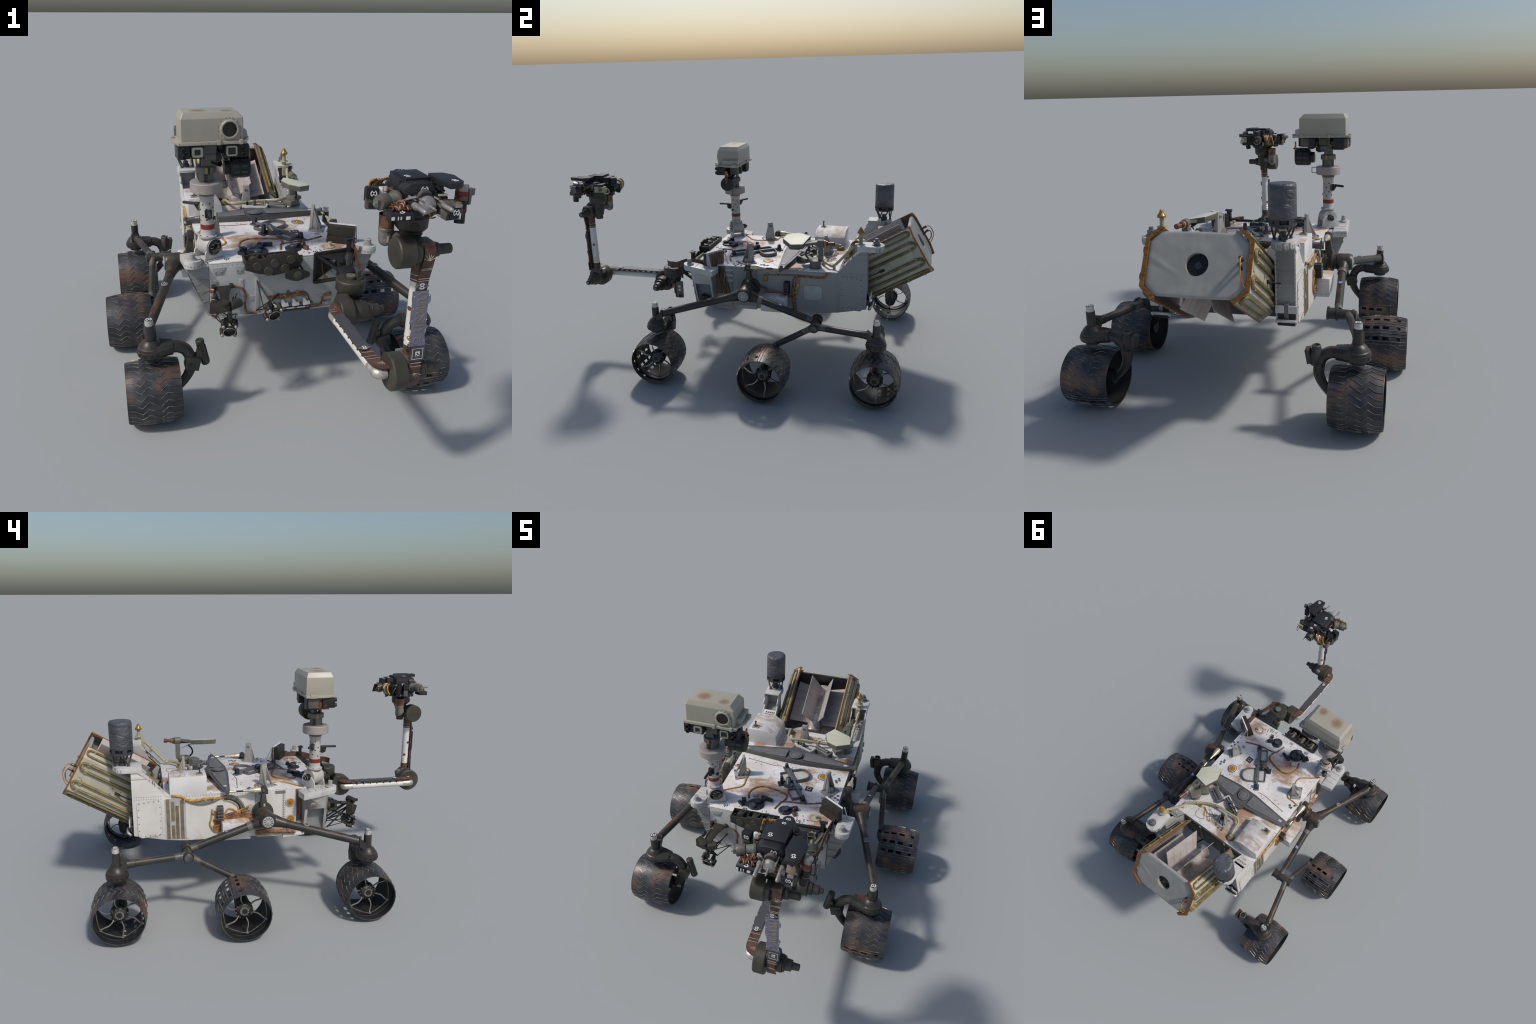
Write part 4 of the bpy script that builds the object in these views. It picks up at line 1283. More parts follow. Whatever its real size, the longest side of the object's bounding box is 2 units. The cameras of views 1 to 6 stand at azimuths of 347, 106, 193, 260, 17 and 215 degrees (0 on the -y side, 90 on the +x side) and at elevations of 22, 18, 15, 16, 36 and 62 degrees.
# ---------------------------------------------------------------- relay antenna on the left tower
def make_relay():
    c = (-.2555, .7065, 0)
    b = B()
    R = .0525
    b.lathe((c[0], c[1], .797), (0, 0, 1), [(0, R * .99), (.002, R), (.06, R), (.116, R), (.123, R * .985), (.1275, R * .93), (.1295, R * .7), (.130, .001)], "antenna_blanket", 48, (True, False))
    a = put("relay_antenna", b, None, 0, 50)
    r = B()
    r.lathe((c[0], c[1], .771), (0, 0, 1), [(0, R * .92), (.001, R), (.010, R), (.0105, R * .93)], "antenna_dark", 40)
    for k in range(6):
        t = 2 * math.pi * (k + .3) / 6
        d = V(math.cos(t), math.sin(t), 0)
        r.box(V(c[0], c[1], .790) + d * R * .97, (.003, .020, .020), "antenna_dark", rotz(math.degrees(t)))
    r.lathe((c[0], c[1], .78), (0, 0, 1), [(0, R * .72), (.02, R * .72)], "antenna_dark", 24)
    for k in range(3):
        t = 2 * math.pi * k / 3 + math.pi / 2 + .35
        base = V(c[0], c[1], .716) + V(math.cos(t), math.sin(t), 0) * .036
        for q in (-.5, .5):
            tt = t + q * 1.5
            r.tube([base, V(c[0], c[1], .775) + V(math.cos(tt), math.sin(tt), 0) * .046], .0037, "antenna_dark", 7)
        r.lathe(base, (0, 0, 1), [(0, .008), (.006, .006)], "antenna_dark", 10)
    r.lathe((c[0], c[1], .716), (0, 0, 1), [(0, .018), (.014, .018), (.016, .013), (.03, .012)], "antenna_dark", 18)
    put("antenna_stand", r, a)


# ---------------------------------------------------------------- power source at the back
AX = V(0, .864, .503)
NN = V(0, -.503, .864)

def P3(s, x, n):
    """s along the tilted axis, x across, n up across the axis"""
    return AX * s + NN * n + V(x, 0, 0)

def make_power():
    nc = .115
    S0, S1 = .770, 1.146
    sec = [(.150, .131), (.197, .087), (.197, -.087), (.148, -.131)]
    root = None
    for s in (1, -1):
        b = B()
        pin = [(.1485, .1305), (.1945, .0855), (.1945, -.0855), (.1465, -.1305)]
        inn = [(.1445, .125), (.1905, .084), (.1905, -.084), (.1425, -.125)]
        for i in range(3):
            q = [(s * sec[i][0], sec[i][1]), (s * sec[i + 1][0], sec[i + 1][1]), (s * inn[i + 1][0], inn[i + 1][1]), (s * inn[i][0], inn[i][1])]
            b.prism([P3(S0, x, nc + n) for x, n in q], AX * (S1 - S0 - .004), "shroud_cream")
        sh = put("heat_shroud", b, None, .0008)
        root = root or sh
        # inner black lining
        l = B()
        for i in range(3):
            a0, a1 = inn[i], inn[i + 1]
            l.prism([P3(S0 + .002, s * (a0[0] - .0012), nc + a0[1] * .99), P3(S0 + .002, s * (a1[0] - .0012), nc + a1[1] * .99), P3(S1 - .008, s * (a1[0] - .0012), nc + a1[1] * .99), P3(S1 - .008, s * (a0[0] - .0012), nc + a0[1] * .99)], (-s * .001, 0, 0), "shroud_grey")
        put("shroud_lining", l, sh)
        # orange edge strips: rear edge and the two inner lips
        r = B()
        for i in range(3):
            a, c = sec[i], sec[i + 1]
            k = .915
            r.prism([P3(S1 - .005, s * (a[0] + .0015), nc + a[1] * 1.01), P3(S1 - .005, s * (c[0] + .0015), nc + c[1] * 1.01), P3(S1 - .005, s * (c[0] - .013), nc + c[1] * .945), P3(S1 - .005, s * (a[0] - .013), nc + a[1] * (.945 if abs(a[1]) < .1 else .99))], AX * .007, "rim_orange")
        for a, sg in ((sec[0], 1), (sec[3], -1)):
            r.prism([P3(S0 - .001, s * (a[0] + .002), nc + a[1]), P3(S0 - .001, s * (a[0] - .006), nc + a[1] - sg * .007), P3(S0 - .001, s * (a[0] - .0075), nc + a[1] + sg * .001), P3(S0 - .001, s * (a[0] - .001), nc + a[1] + sg * .003)], AX * (S1 - S0), "rim_orange")
        put("shroud_edge", r, sh)
        # coolant loops on the outside: two U pairs on the side face, one on each sloping face
        t = B()
        def tub(pts, rad=.0074):
            t.tube([P3(S0 + q[0], s * (.197 + .005), nc + q[1]) for q in pts], rad, "tube_olive", 8, 3)
        for n0, n1, rear in ((.066, .030, 1), (-.030, -.066, 1)):
            m = (n0 + n1) / 2
            tub([(.06, n0), (.20, n0), (.335, n0), (.356, n0 - .006), (.363, m), (.356, n1 + .006), (.335, n1), (.20, n1), (.03, n1)])
            for q in ((.33, n0), (.33, n1), (.36, m)):
                t.box(P3(S0 + q[0], s * .2015, nc + q[1]), (.012, .014, .016), "pipe_yellow", Matrix.Rotation(math.radians(30), 3, "X"))
        tub([(.03, .030), (.022, .0), (.03, -.030), (.05, -.030)], .0058)
        tub([(.06, .066), (.035, .078)], .006)
        for sg in (1, -1):
            def tub2(pts, rad=.0055):
                q = []
                for a, w in pts:
                    f = w            # 0 at lip, 1 at fold
                    x = .150 + (.197 - .150) * f
                    n = (.131 + (.087 - .131) * f) * sg
                    q.append(P3(S0 + a, s * (x + .0035), nc + n + sg * .0035))
                t.tube(q, rad, "tube_olive", 8, 3)
            tub2([(.04, .25), (.2, .25), (.335, .25), (.357, .33), (.362, .5), (.357, .67), (.335, .75), (.2, .75), (.02, .75)])
            for k in range(4):
                f = .25
                q = P3(S0 + .06 + .09 * k, s * (.150 + .047 * f + .004), nc + sg * (.131 - .044 * f + .004))
                t.box(q, (.008, .014, .010), "pipe_yellow")
        put("coolant_loop", t, sh)
        g = B()
        def pl(pts, th, mat):
            g.prism([P3(S0 + a, s * .1975, nc + n) for a, n in pts], (s * th, 0, 0), mat)
        pl([(.13, .018), (.195, .018), (.20, .010), (.195, .0), (.20, -.012), (.195, -.026), (.13, -.026), (.135, -.008)], .003, "shroud_cream")
        for a, n in ((.142, .010), (.185, .010), (.142, -.018), (.185, -.018)):
            g.lathe(P3(S0 + a, s * .2, nc + n), (s, 0, 0), [(0, .0035), (.002, .003)], "rivet_grey", 8)
        pl([(.335, .012), (.352, .012), (.352, -.010), (.335, -.010)], .0025, "shroud_cream")
        g.lathe(P3(S0 + .33, s * .1975, nc - .018), (s, 0, 0), [(0, .003), (.0015, .003)], "rivet_grey", 8)
        g.tube([P3(S0 + .165, s * .203, nc - .004), V(s * .225, .70, .545), V(s * .232, .674, .535)], .0035, "cable_black", 7)
        g.tube([P3(S0 + .165, s * .203, nc - .004), P3(S0 + .14, s * .208, nc - .003)], .007, "cable_black", 8)
        put("strut_plate", g, sh)
    # end cap: crinkled white blanket over an octagonal disc with a central hole
    e = B()
    oc = [(.143, .117), (.185, .079), (.188, 0.), (.185, -.079), (.143, -.117), (0, -.119), (-.143, -.117), (-.185, -.079), (-.188, 0.), (-.185, .079), (-.143, .117), (0, .119)]
    def edge_r(a):
        # distance from centre to outline in direction a
        d = (math.cos(a), math.sin(a))
        best = 9
        for i in range(len(oc)):
            p, q = oc[i], oc[(i + 1) % len(oc)]
            ex, ey = q[0] - p[0], q[1] - p[1]
            den = d[0] * ey - d[1] * ex
            if abs(den) > 1e-9:
                t = (p[0] * ey - p[1] * ex) / den
                u = (p[0] * d[1] - p[1] * d[0]) / den
                if t > 0 and -1e-6 <= u <= 1 + 1e-6:
                    best = min(best, t)
        return best
    N, K = 96, 18
    from mathutils import noise as mn
    rings = []
    for k in range(K + 1):
        f = k / K
        ring = []
        for i in range(N):
            a = 2 * math.pi * i / N
            r = .0415 + (edge_r(a) - .0415) * f
            x, n = r * math.cos(a), r * math.sin(a)
            wv = mn.noise(V(x * 14, n * 14, 3.1)) * .0022 + mn.noise(V(x * 40, n * 28, 8.)) * .0009
            fold = .0024 * math.exp(-((x * .55 - n - .075) / .008) ** 2) * max(0, min(1, (x - .02) * 9)) + .0024 * math.exp(-((x * .8 + n + .17) / .007) ** 2)
            ring.append(P3(S1 - .006 + (wv + fold) * min(1, f * 3) * (1 if f < 1 else .4) - .004 * max(0, f - .93) / .07, x, nc + n))
        rings.append(ring)
    back = [P3(S1 - .022, edge_r(2 * math.pi * i / N) * math.cos(2 * math.pi * i / N) * .985, nc + edge_r(2 * math.pi * i / N) * math.sin(2 * math.pi * i / N) * .985) for i in range(N)]
    inner_back = [P3(S1 - .024, .0415 * math.cos(2 * math.pi * i / N), nc + .0415 * math.sin(2 * math.pi * i / N)) for i in range(N)]
    e.loft([inner_back] + rings + [back, inner_back], "cap_blanket", (False, False))
    put("end_cap", e, root, 0, 60)
    d = B()
    c = P3(S1 - .034, 0, nc)
    d.lathe(c, AX, [(0, .050), (.010, .050), (.011, .046)], "camera_black", 32)
    d.lathe(c + AX * .010, AX, [(0, .013), (.004, .013), (.005, .010), (.005, .006), (.008, .005)], "antenna_dark", 20)
    u, v, w = frame(AX)
    for k in range(14):
        a = 2 * math.pi * k / 14
        dd = u * math.cos(a) + v * math.sin(a)
        d.tube([c + AX * .0125 + dd * .017, c + AX * .0125 + dd * .042], 0, "lid_black", 4, 0, (.003, .003), tuple(AX))
    put("end_vent", d, root)
    f = B()
    f.prism([P3(S1 - .026, x * .96, nc + n * .96) for x, n in oc], AX * .003, "shroud_dark")
    f.tube([P3(S1 - .05, -.16, nc - .02), P3(S1 + .012, -.161, nc - .005), P3(S1 + .028, -.165, nc - .002)], .0055, "camera_black", 8)
    f.tube([P3(S1 - .05, -.16, nc + .02), P3(S1 + .010, -.160, nc + .022), P3(S1 + .028, -.163, nc + .022)], .0055, "camera_black", 8)
    for n in (-.002, .022):
        f.lathe(P3(S1 + .014, -.1625, nc + n), AX, [(0, .0075), (.014, .0075), (.016, .005)], "copper_brown", 10)
    f.tube([P3(S1 + .028, -.165, nc + .022), P3(S1 + .045, -.168, nc + .012), P3(S1 + .045, -.172, nc - .03), P3(S1 + .022, -.176, nc - .062), P3(S1 + .0, -.180, nc - .075)], .0024, "cable_ochre", 6, 5)
    f.tube([P3(S1 + .028, -.165, nc - .002), P3(S1 + .036, -.168, nc - .02), P3(S1 + .020, -.174, nc - .05), P3(S1 + .0, -.178, nc - .06)], .003, "cable_brown", 6, 5)
    f.tube([P3(S1, .178, nc - .02), P3(S1 + .008, .172, nc - .022), P3(S1 + .006, .162, nc - .024)], .0025, "steel_grey", 6, 3)
    put("cap_cable", f, root)
    # core cylinder with eight fins
    c = B()
    a0, a1 = .79, 1.10
    c.lathe(P3(a0, 0, nc), AX, [(0, .036), (.002, .048), (.03, .050), (.032, .045), (.05, .0445), (a1 - a0 - .02, .0445), (a1 - a0, .042), (a1 - a0 + .01, .030)], "core_dusty", 36)
    c.lathe(P3(a0 - .002, 0, nc), AX, [(0, .030), (.001, .049), (.030, .0508), (.031, .0505)], "steel_grey", 36)
    for k in range(5):
        c.torus(P3(.855 + .05 * k, 0, nc), AX, .0447, .0012, "shroud_grey", 36, 5)
    core = put("generator_core", c, None)
    for k in range(8):
        t = math.radians(22.5 + 45 * k)
        d = V(math.sin(t), 0, 0) + NN * math.cos(t)
        tang = V(math.cos(t), 0, 0) - NN * math.sin(t)
        R = .162 if abs(math.cos(t)) > .5 else .158
        base = P3(0, 0, nc)
        g = B()
        g.prism([base + AX * .845 + d * .043, base + AX * .825 + d * R * .99, base + AX * 1.088 + d * R, base + AX * 1.088 + d * .043], tang * .0025, "fin_white")
        for q in range(4):
            s0 = .875 + .055 * q
            g.tube([base + AX * s0 + d * .05 + tang * .00125, base + AX * (s0 - .012) + d * R * .985 + tang * .00125], 0, "shroud_grey", 4, 0, (.0016, .0030), tuple(AX))
        g.tube([base + AX * .848 + d * .046 - tang * .002, base + AX * 1.085 + d * .046 - tang * .002], .004, "fin_white", 6)
        put("cooling_fin", g, core)
    return root


# ---------------------------------------------------------------- suspension
def tube_arm(b, p0, p1, r, collar=.022, r2=None):
    p0, p1 = V(*p0), V(*p1)
    d = (p1 - p0).normalized()
    L = (p1 - p0).length
    b.lathe(p0, d, [(0, r * .93), (collar, r * .93), (collar + .001, r), (L - collar - .001, r2 or r), (L - collar, (r2 or r) * .93), (L, (r2 or r) * .93)], "suspension_black", 24)
    b.lathe(p0 + d * collar * .15, d, [(0, r * .97), (collar * .9, r * .97)], "suspension_grey", 24)

def make_side(s):
    """left side geometry is drawn at x<0, mirrored for the right"""
    def emit(name, b, parent=None, bevel=0., smooth=40, **kw):
        return put(name, b if s < 0 else b.mirror(), parent, bevel, smooth, **kw)
    pv = V(-.385, .055, .4575)
    b = B()
    # pivot base on the body
    b.lathe((-.292, .055, .4575), (-1, 0, 0), [(0, .053), (.012, .053), (.016, .048), (.028, .046), (.030, .034), (.045, .033)], "suspension_black", 32)
    for k in range(12):
        a = 2 * math.pi * k / 12
        b.lathe((-.304, .055 + .0495 * math.cos(a), .4575 + .0495 * math.sin(a)), (-1, 0, 0), [(0, .004), (.004, .0035)], "suspension_grey", 8)
    b.lathe((-.335, .055, .4575), (-1, 0, 0), [(0, .034), (.004, .044), (.010, .046), (.016, .044), (.018, .036), (.030, .036), (.034, .040), (.090, .040), (.098, .037), (.104, .033)], "suspension_black", 32)
    b.lathe((-.437, .055, .4575), (-1, 0, 0), [(0, .0270), (.004, .0270), (.0055, .0255)], "panel_grey", 30)
    for k in range(11):
        a = 2 * math.pi * k / 11
        b.box((-.4424, .055 + .0185 * math.cos(a), .4575 + .0185 * math.sin(a)), (.0012, .010, .0028), "camera_black", Matrix.Rotation(a, 3, "X"))
    b.lathe((-.442, .055, .4575), (-1, 0, 0), [(0, .010), (.003, .010), (.0035, .005), (.005, .005)], "panel_grey", 18)
    # saddle between the tubes
    fp0, fp1 = V(-.396, .046, .454), V(-.536, -.352, .372)
    rp0, rp1 = V(-.396, .070, .449), V(-.420, .415, .346)
    df, dr = (fp1 - fp0).normalized(), (rp1 - rp0).normalized()
    b.lathe(fp0, df, [(0, .033), (.03, .031), (.068, .0232), (.086, .0215)], "suspension_black", 24)
    b.lathe(fp0 + df * .075, df, [(0, .0205), (.020, .0205)], "suspension_black", 24)
    b.lathe(fp0 + df * .093, df, [(0, .0192), (.25, .0188), ((fp1 - fp0).length - .093, .018)], "suspension_black", 24)
    b.lathe(rp0, dr, [(0, .033), (.03, .029), (.050, .0215), (.058, .021)], "suspension_black", 24)
    b.lathe(rp0 + dr * .055, dr, [(0, .0208), (.028, .0208)], "suspension_grey", 24)
    for k in range(4):
        b.torus(rp0 + dr * (.060 + k * .006), dr, .0205, .0016, "steel_grey", 24, 5)
    Lr = (rp1 - rp0).length
    b.lathe(rp0 + dr * .082, dr, [(0, .0182), (Lr - .115, .0178)], "suspension_black", 24)
    b.lathe(rp0 + dr * (Lr - .036), dr, [(0, .0168), (.036, .0168)], "suspension_grey", 24)
    rk = emit("rocker", b, None, 0, 40)
    # roundel decals on the tubes
    m = B()
    q = fp0.lerp(fp1, .42)
    up = (V(0, 0, 1) - df * df.z).normalized()
    m.lathe(q + up * .0165, up, [(0, .013), (.004, .013), (.0045, .011)], "bracket_grey", 18)
    roundel(m, q + up * .0212, up, .010, "copper_brown", None)
    q = rp0.lerp(rp1, .50)
    up = (V(0, 0, 1) - dr * dr.z).normalized()
    m.lathe(q + up * .0155, up, [(0, .012), (.004, .012), (.0045, .010)], "decal_blue", 18)
    for k in range(3):
        m.box(q + up * .0202 + dr * (-.005 + .005 * k), (.016, .002, .001), "mark_white")
    emit("rocker_decal", m, rk)
    # upright arm from pivot to the tie rod
    a = B()
    a.loft([[(-.312, .075, .47), (-.350, .073, .47), (-.350, .037, .47), (-.312, .035, .47)],
            [(-.312, .068, .54), (-.338, .066, .545), (-.338, .044, .545), (-.312, .043, .54)],
            [(-.312, .064, .568), (-.335, .063, .568), (-.335, .047, .568), (-.312, .046, .568)]], "olive_joint")
    a.box((-.351 + .006, .055, .508), (.004, .012, .020), "fin_grey", Matrix.Rotation(.1, 3, "Y"))
    a.prism([(-.336, .034, .560), (-.336, .078, .560), (-.336, .074, .584), (-.336, .060, .597), (-.336, .046, .598), (-.336, .036, .585)], (.027, 0, 0), "suspension_black")
    a.cyl((-.340, .057, .580), (-.306, .057, .580), .008, "suspension_grey", None, 14)
    emit("rocker_upright", a, rk, .0015)

    # bogie
    g = B()
    bc = V(-.375, .433, .338)
    g.lathe(bc, (-1, 0, -.04), [(0, .022), (.001, .0285), (.008, .0285), (.009, .024), (.038, .024), (.040, .029), (.048, .029), (.049, .022), (.104, .0215), (.106, .0255), (.114, .0255), (.115, .021), (.122, .021), (.125, .018)], "suspension_black", 28)
    g.lathe(bc + V(-.121, 0, -.005), (-1, 0, -.04), [(0, .019), (.004, .019), (.006, .015)], "suspension_grey", 24)
    p0, p1 = V(-.468, .445, .334), V(-.536, .715, .345)
    d = (p1 - p0).normalized()
    L = (p1 - p0).length
    g.lathe(p0, d, [(0, .020), (.03, .0165), (.055, .0160)], "suspension_grey", 22)
    g.lathe(p0 + d * .053, d, [(0, .0168), (L - .10, .0168), (L - .098, .0185), (L - .053, .0185)], "suspension_black", 22)
    p0, p1 = V(-.470, .425, .330), V(-.498, .212, .214)
    d = (p1 - p0).normalized()
    L = (p1 - p0).length
    g.lathe(p0, d, [(0, .019), (.03, .0155), (.055, .0150)], "suspension_grey", 22)
    g.lathe(p0 + d * .053, d, [(0, .0155), (L - .09, .0150)], "suspension_black", 22)
    g.lathe(p0 + d * (L - .038), d, [(0, .0142), (.030, .0142)], "suspension_grey", 22)
    # strut into the middle wheel
    g.tube([(-.498, .212, .216), (-.502, .203, .195), (-.520, .203, .165), (-.550, .203, .135), (-.58, .203, .125)], 0, "suspension_black", 4, 4, (.046, .032), (0, 1, 0))
    emit("bogie", g, None, 0, 40)

    # corner steering units
    for y, front in ((-.397, True), (.748, False)):
        k = B()
        x = -.538
        k.lathe((x, y, .268), (0, 0, 1), [(0, .030), (.012, .032), (.014, .044), (.019, .0495), (.040, .0495), (.0405, .0460), (.050, .0450), (.053, .0405), (.064, .0350), (.074, .0240), (.076, .0205)], "suspension_black", 30)
        k.lathe((x, y, .34), (0, 0, 1), [(0, .0185), (.064, .0180), (.0645, .016)], "suspension_black", 24)
        k.lathe((x, y, .404), (0, 0, 1), [(0, .0158), (.0225, .0156)], "silver_cap", 24)
        k.lathe((x, y, .4264), (0, 0, 1), [(0, .0150), (.0008, .0150)], "mark_black", 24)
        roundel(k, (x, y, .4273), (0, 0, 1), .0115, "mark_white", None)
        yy = 1 if front else -1
        # saddle holding the tube end
        zs = 0. if front else -.022
        k.prism([(x - .020, y + yy * .045, .352 + zs), (x + .020, y + yy * .045, .352 + zs), (x + .024, y + yy * .010, .322 + zs), (x - .024, y + yy * .010, .322 + zs)], (0, 0, .040), "suspension_black")
        k.lathe((x + .004, y + yy * .055, .372 if front else .345), (0, -yy, 0), [(0, .0195), (.012, .0205), (.024, .0205), (.026, .015)], "suspension_black", 20)
        for i in range(7):
            a = math.radians(150 + 60 * i / 2)
            k.box((x + .0496 * math.cos(a), y + .0496 * math.sin(a), .297), (.003, .010, .007), "cable_black", rotz(math.degrees(a)))
        # arm box
        def sect(xx, hw, z0, z1, c=.3):
            hz = (z1 - z0)
            return [(xx, y - hw, z0 + hz * c), (xx, y - hw * .7, z0), (xx, y + hw * .7, z0), (xx, y + hw, z0 + hz * c), (xx, y + hw, z1 - hz * c), (xx, y + hw * .7, z1), (xx, y - hw * .7, z1), (xx, y - hw, z1 - hz * c)]
        k.loft([sect(-.535, .047, .280, .324), sect(-.50, .041, .280, .327), sect(-.457, .026, .281, .327)], "suspension_black")
        for i in range(2):
            for q in (-1, 1):
                k.box((-.488 + .017 * i, y + q * (.0355 - .005 * i), .300), (.009, .003, .008), "cable_black")
        # curved tube
        kn = emit("steering_unit", k, None, 0, 24)
        c = B()
        path = [(-.459, y, .304), (-.435, y, .3015), (-.412, y, .288), (-.398, y, .264), (-.393, y, .236), (-.394, y, .205), (-.408, y, .172), (-.428, y, .146), (-.450, y, .128), (-.49, y, .123)]
        pts = catmull([V(*p) for p in path], 4)
        rings = []
        for i, p in enumerate(pts):
            t = (pts[min(i + 1, len(pts) - 1)] - pts[max(i - 1, 0)]).normalized()
            n = V(t.z, 0, -t.x)
            f = i / (len(pts) - 1)
            hw = .025 - .004 * f
            hn = .0225 if f < .45 else .0225 - .006 * min(1, (f - .45) / .25)
            rings.append([p + V(0, hw * math.cos(a), 0) * (1 if abs(math.cos(a)) < .9 else .95) + n * hn * math.sin(a) for a in [math.pi / 8 + math.pi / 4 * j for j in range(8)]])
        c.loft(rings, "suspension_black")
        emit("wheel_arm", c, kn, 0, 32)
        mtr = B()
        if front:
            p0, p1 = V(-.357, y, .320), V(-.335, y, .216)
            dd = p1 - p0
            mtr.lathe(p0, dd, [(0, .0135), (.001, .0165), (.012, .017), (.014, .0155), (.09, .0155), (.1, .017), (.106, .0145)], "suspension_black", 18)
            mtr.torus(p0 + dd * .01, dd, .013, .003, "suspension_grey", 18, 6)
            for i in range(4):
                a = math.pi / 2 * i + .4
                u_, v_, w_ = frame(dd)
                o = (u_ * math.cos(a) + v_ * math.sin(a)) * .0165
                mtr.tube([p0 + dd * .2 + o, p0 + dd * .85 + o], .0025, "suspension_grey", 6)
            mtr.box((-.386, y, .232), (.052, .055, .050), "suspension_black", Matrix.Rotation(math.radians(14), 3, "Y"))
            mtr.box((-.360, y, .262), (.02, .034, .03), "suspension_black", Matrix.Rotation(math.radians(14), 3, "Y"))
            mtr.box((-.398, y - .0285, .236), (.018, .002, .016), "cable_black")
        else:
            mtr.lathe((-.383, y, .247), (0, 0, 1), [(0, .020), (.012, .029), (.045, .030), (.060, .024), (.068, .020), (.072, .018)], "suspension_black", 6)
            mtr.lathe((-.383, y, .318), (0, 0, 1), [(0, .0180), (.009, .0180), (.0095, .0165), (.009, .0125), (.002, .0115)], "suspension_grey", 22)
            mtr.torus((-.383, y, .327), (0, 0, 1), .0148, .0024, "silver_cap", 22, 6)
            mtr.lathe((-.383, y, .3195), (0, 0, 1), [(0, .0120), (.003, .0120)], "cable_black", 18)
            mtr.box((-.355, y, .285), (.018, .044, .055), "suspension_black", Matrix.Rotation(math.radians(10), 3, "Y"))
        emit("drive_motor", mtr, kn, .001, 38)


# ---------------------------------------------------------------- wheels
def wheel_parts():
    R0, R1, HW, TH = .1230, .1125, .100, .0035
    # axle on local x, outer side -x; angle measured from +y towards +z; morse rows centred at angle 0
    rows = (-24, 0, 24)
    xs_holes = ((-.073, -.057), (-.024, .004), (.019, .046), (.060, .084))
    xb = sorted({-HW, HW, -.085, -.04, *[v for h in xs_holes for v in h]})
    ang = []
    a = -180.
    marks = sorted([r + d for r in rows for d in (-3.4, 3.4)])
    base = [-180 + 7.2 * i for i in range(50)]
    ang = sorted(set([x for x in base if all(abs(x - m) > 2.2 for m in marks)] + marks))
    def rad(x):
        return R0 - (R0 - R1) * (x / HW) ** 2
    def pt(x, a, r):
        t = math.radians(a)
        return (x, r * math.cos(t), r * math.sin(t))
    nA, nX = len(ang), len(xb)
    hole = set()
    for i in range(nA):
        a0, a1 = ang[i], ang[(i + 1) % nA] + (360 if i == nA - 1 else 0)
        mid = (a0 + a1) / 2
        for j in range(nX - 1):
            xm = (xb[j] + xb[j + 1]) / 2
            if any(abs(mid - r) < 3 for r in rows) and any(h[0] < xm < h[1] for h in xs_holes):
                hole.add((i, j))
    b = B()
    vo = [pt(x, a, rad(x)) for a in ang for x in xb]
    vi = [pt(x, a, rad(x) - TH) for a in ang for x in xb]
    n = len(vo)
    fo, fi, fw = [], [], []
    def id_(i, j): return (i % nA) * nX + j
    for i in range(nA):
        for j in range(nX - 1):
            q = (id_(i, j), id_(i + 1, j), id_(i + 1, j + 1), id_(i, j + 1))
            if (i, j) in hole:
                for (di, dj, e) in ((-1, 0, (0, 3)), (1, 0, (2, 1)), (0, -1, (1, 0)), (0, 1, (3, 2))):
                    if ((i + di) % nA, j + dj) not in hole:
                        u, v = q[e[0]], q[e[1]]
                        fw.append((u, v, v + n, u + n))
            else:
                fo.append(q)
                fi.append(tuple(k + n for k in q[::-1]))
        for j in (0, nX - 1):
            u, v = id_(i, j), id_(i + 1, j)
            fw.append((u, v, v + n, u + n))
    k1, k2 = b.mi("wheel_metal"), b.mi("wheel_inside")
    b.v = vo + vi
    b.f = fo + fi + fw
    b.m = [k1] * len(fo) + [k2] * len(fi) + [k1] * len(fw)
    # rolled inner ring and rim beads
    for x, r in ((-HW + .001, R1 - .0015), (HW - .001, R1 - .0015)):
        b.torus((x, 0, 0), (1, 0, 0), r, .0022, "wheel_metal", 50, 6)
    b.torus((-.058, 0, 0), (1, 0, 0), rad(.058) - .006, .0035, "wheel_inside", 50, 6)
    # straight cleats around the morse rows
    for a in (-36, -29.5, -18.5, -5.5 - 0, 5.5, 18.5, 29.5, 36, -12, 12):
        pts = [pt(x, a, rad(x) + .0008) for x in (-.097, -.05, 0, .05, .097)]
        b.tube(pts, .0017, "tread_metal", 5)
    drum = b.mesh("wheel", 30)

    # chevron grouser at angle 0
    g = B()
    zig = [(-.098, .002), (-.070, .005), (-.048, .020), (-.022, -.003), (.020, .019), (.046, -.003), (.072, .003), (.098, .004)]
    pts = []
    for (xa, ca), (xb_, cb) in zip(zig[:-1], zig[1:]):
        for t in (0, .5):
            x, c = xa + (xb_ - xa) * t, ca + (cb - ca) * t
            pts.append((x, c))
    pts.append(zig[-1])
    P = []
    for x, c in pts:
        P.append(pt(x, math.degrees(c / R0), rad(x) + .0009))
    rings = []
    for i, p in enumerate(P):
        p = V(*p)
        out = V(0, p.y, p.z).normalized()
        t = (V(*P[min(i + 1, len(P) - 1)]) - V(*P[max(i - 1, 0)])).normalized()
        w = out.cross(t).normalized()
        rings.append([p + w * .0021 - out * .003, p - w * .0021 - out * .003, p - w * .0009 + out * .0012, p + w * .0009 + out * .0012])
    g.loft(rings, "tread_metal")
    grouser = g.mesh("grouser", 40)

    h = B()
    h.lathe((-.040, 0, 0), (1, 0, 0), [(0, .020), (.0005, .024), (.006, .033), (.012, .0375), (.020, .040), (.034, .040)], "hub_metal", 32)
    h.lathe((-.007, 0, 0), (1, 0, 0), [(0, .0395), (.003, .036), (.027, .034), (.067, .033), (.092, .030)], "wheel_inside", 32)
    h.lathe((-.0425, 0, 0), (1, 0, 0), [(0, .013), (.001, .021), (.004, .022)], "suspension_grey", 28)
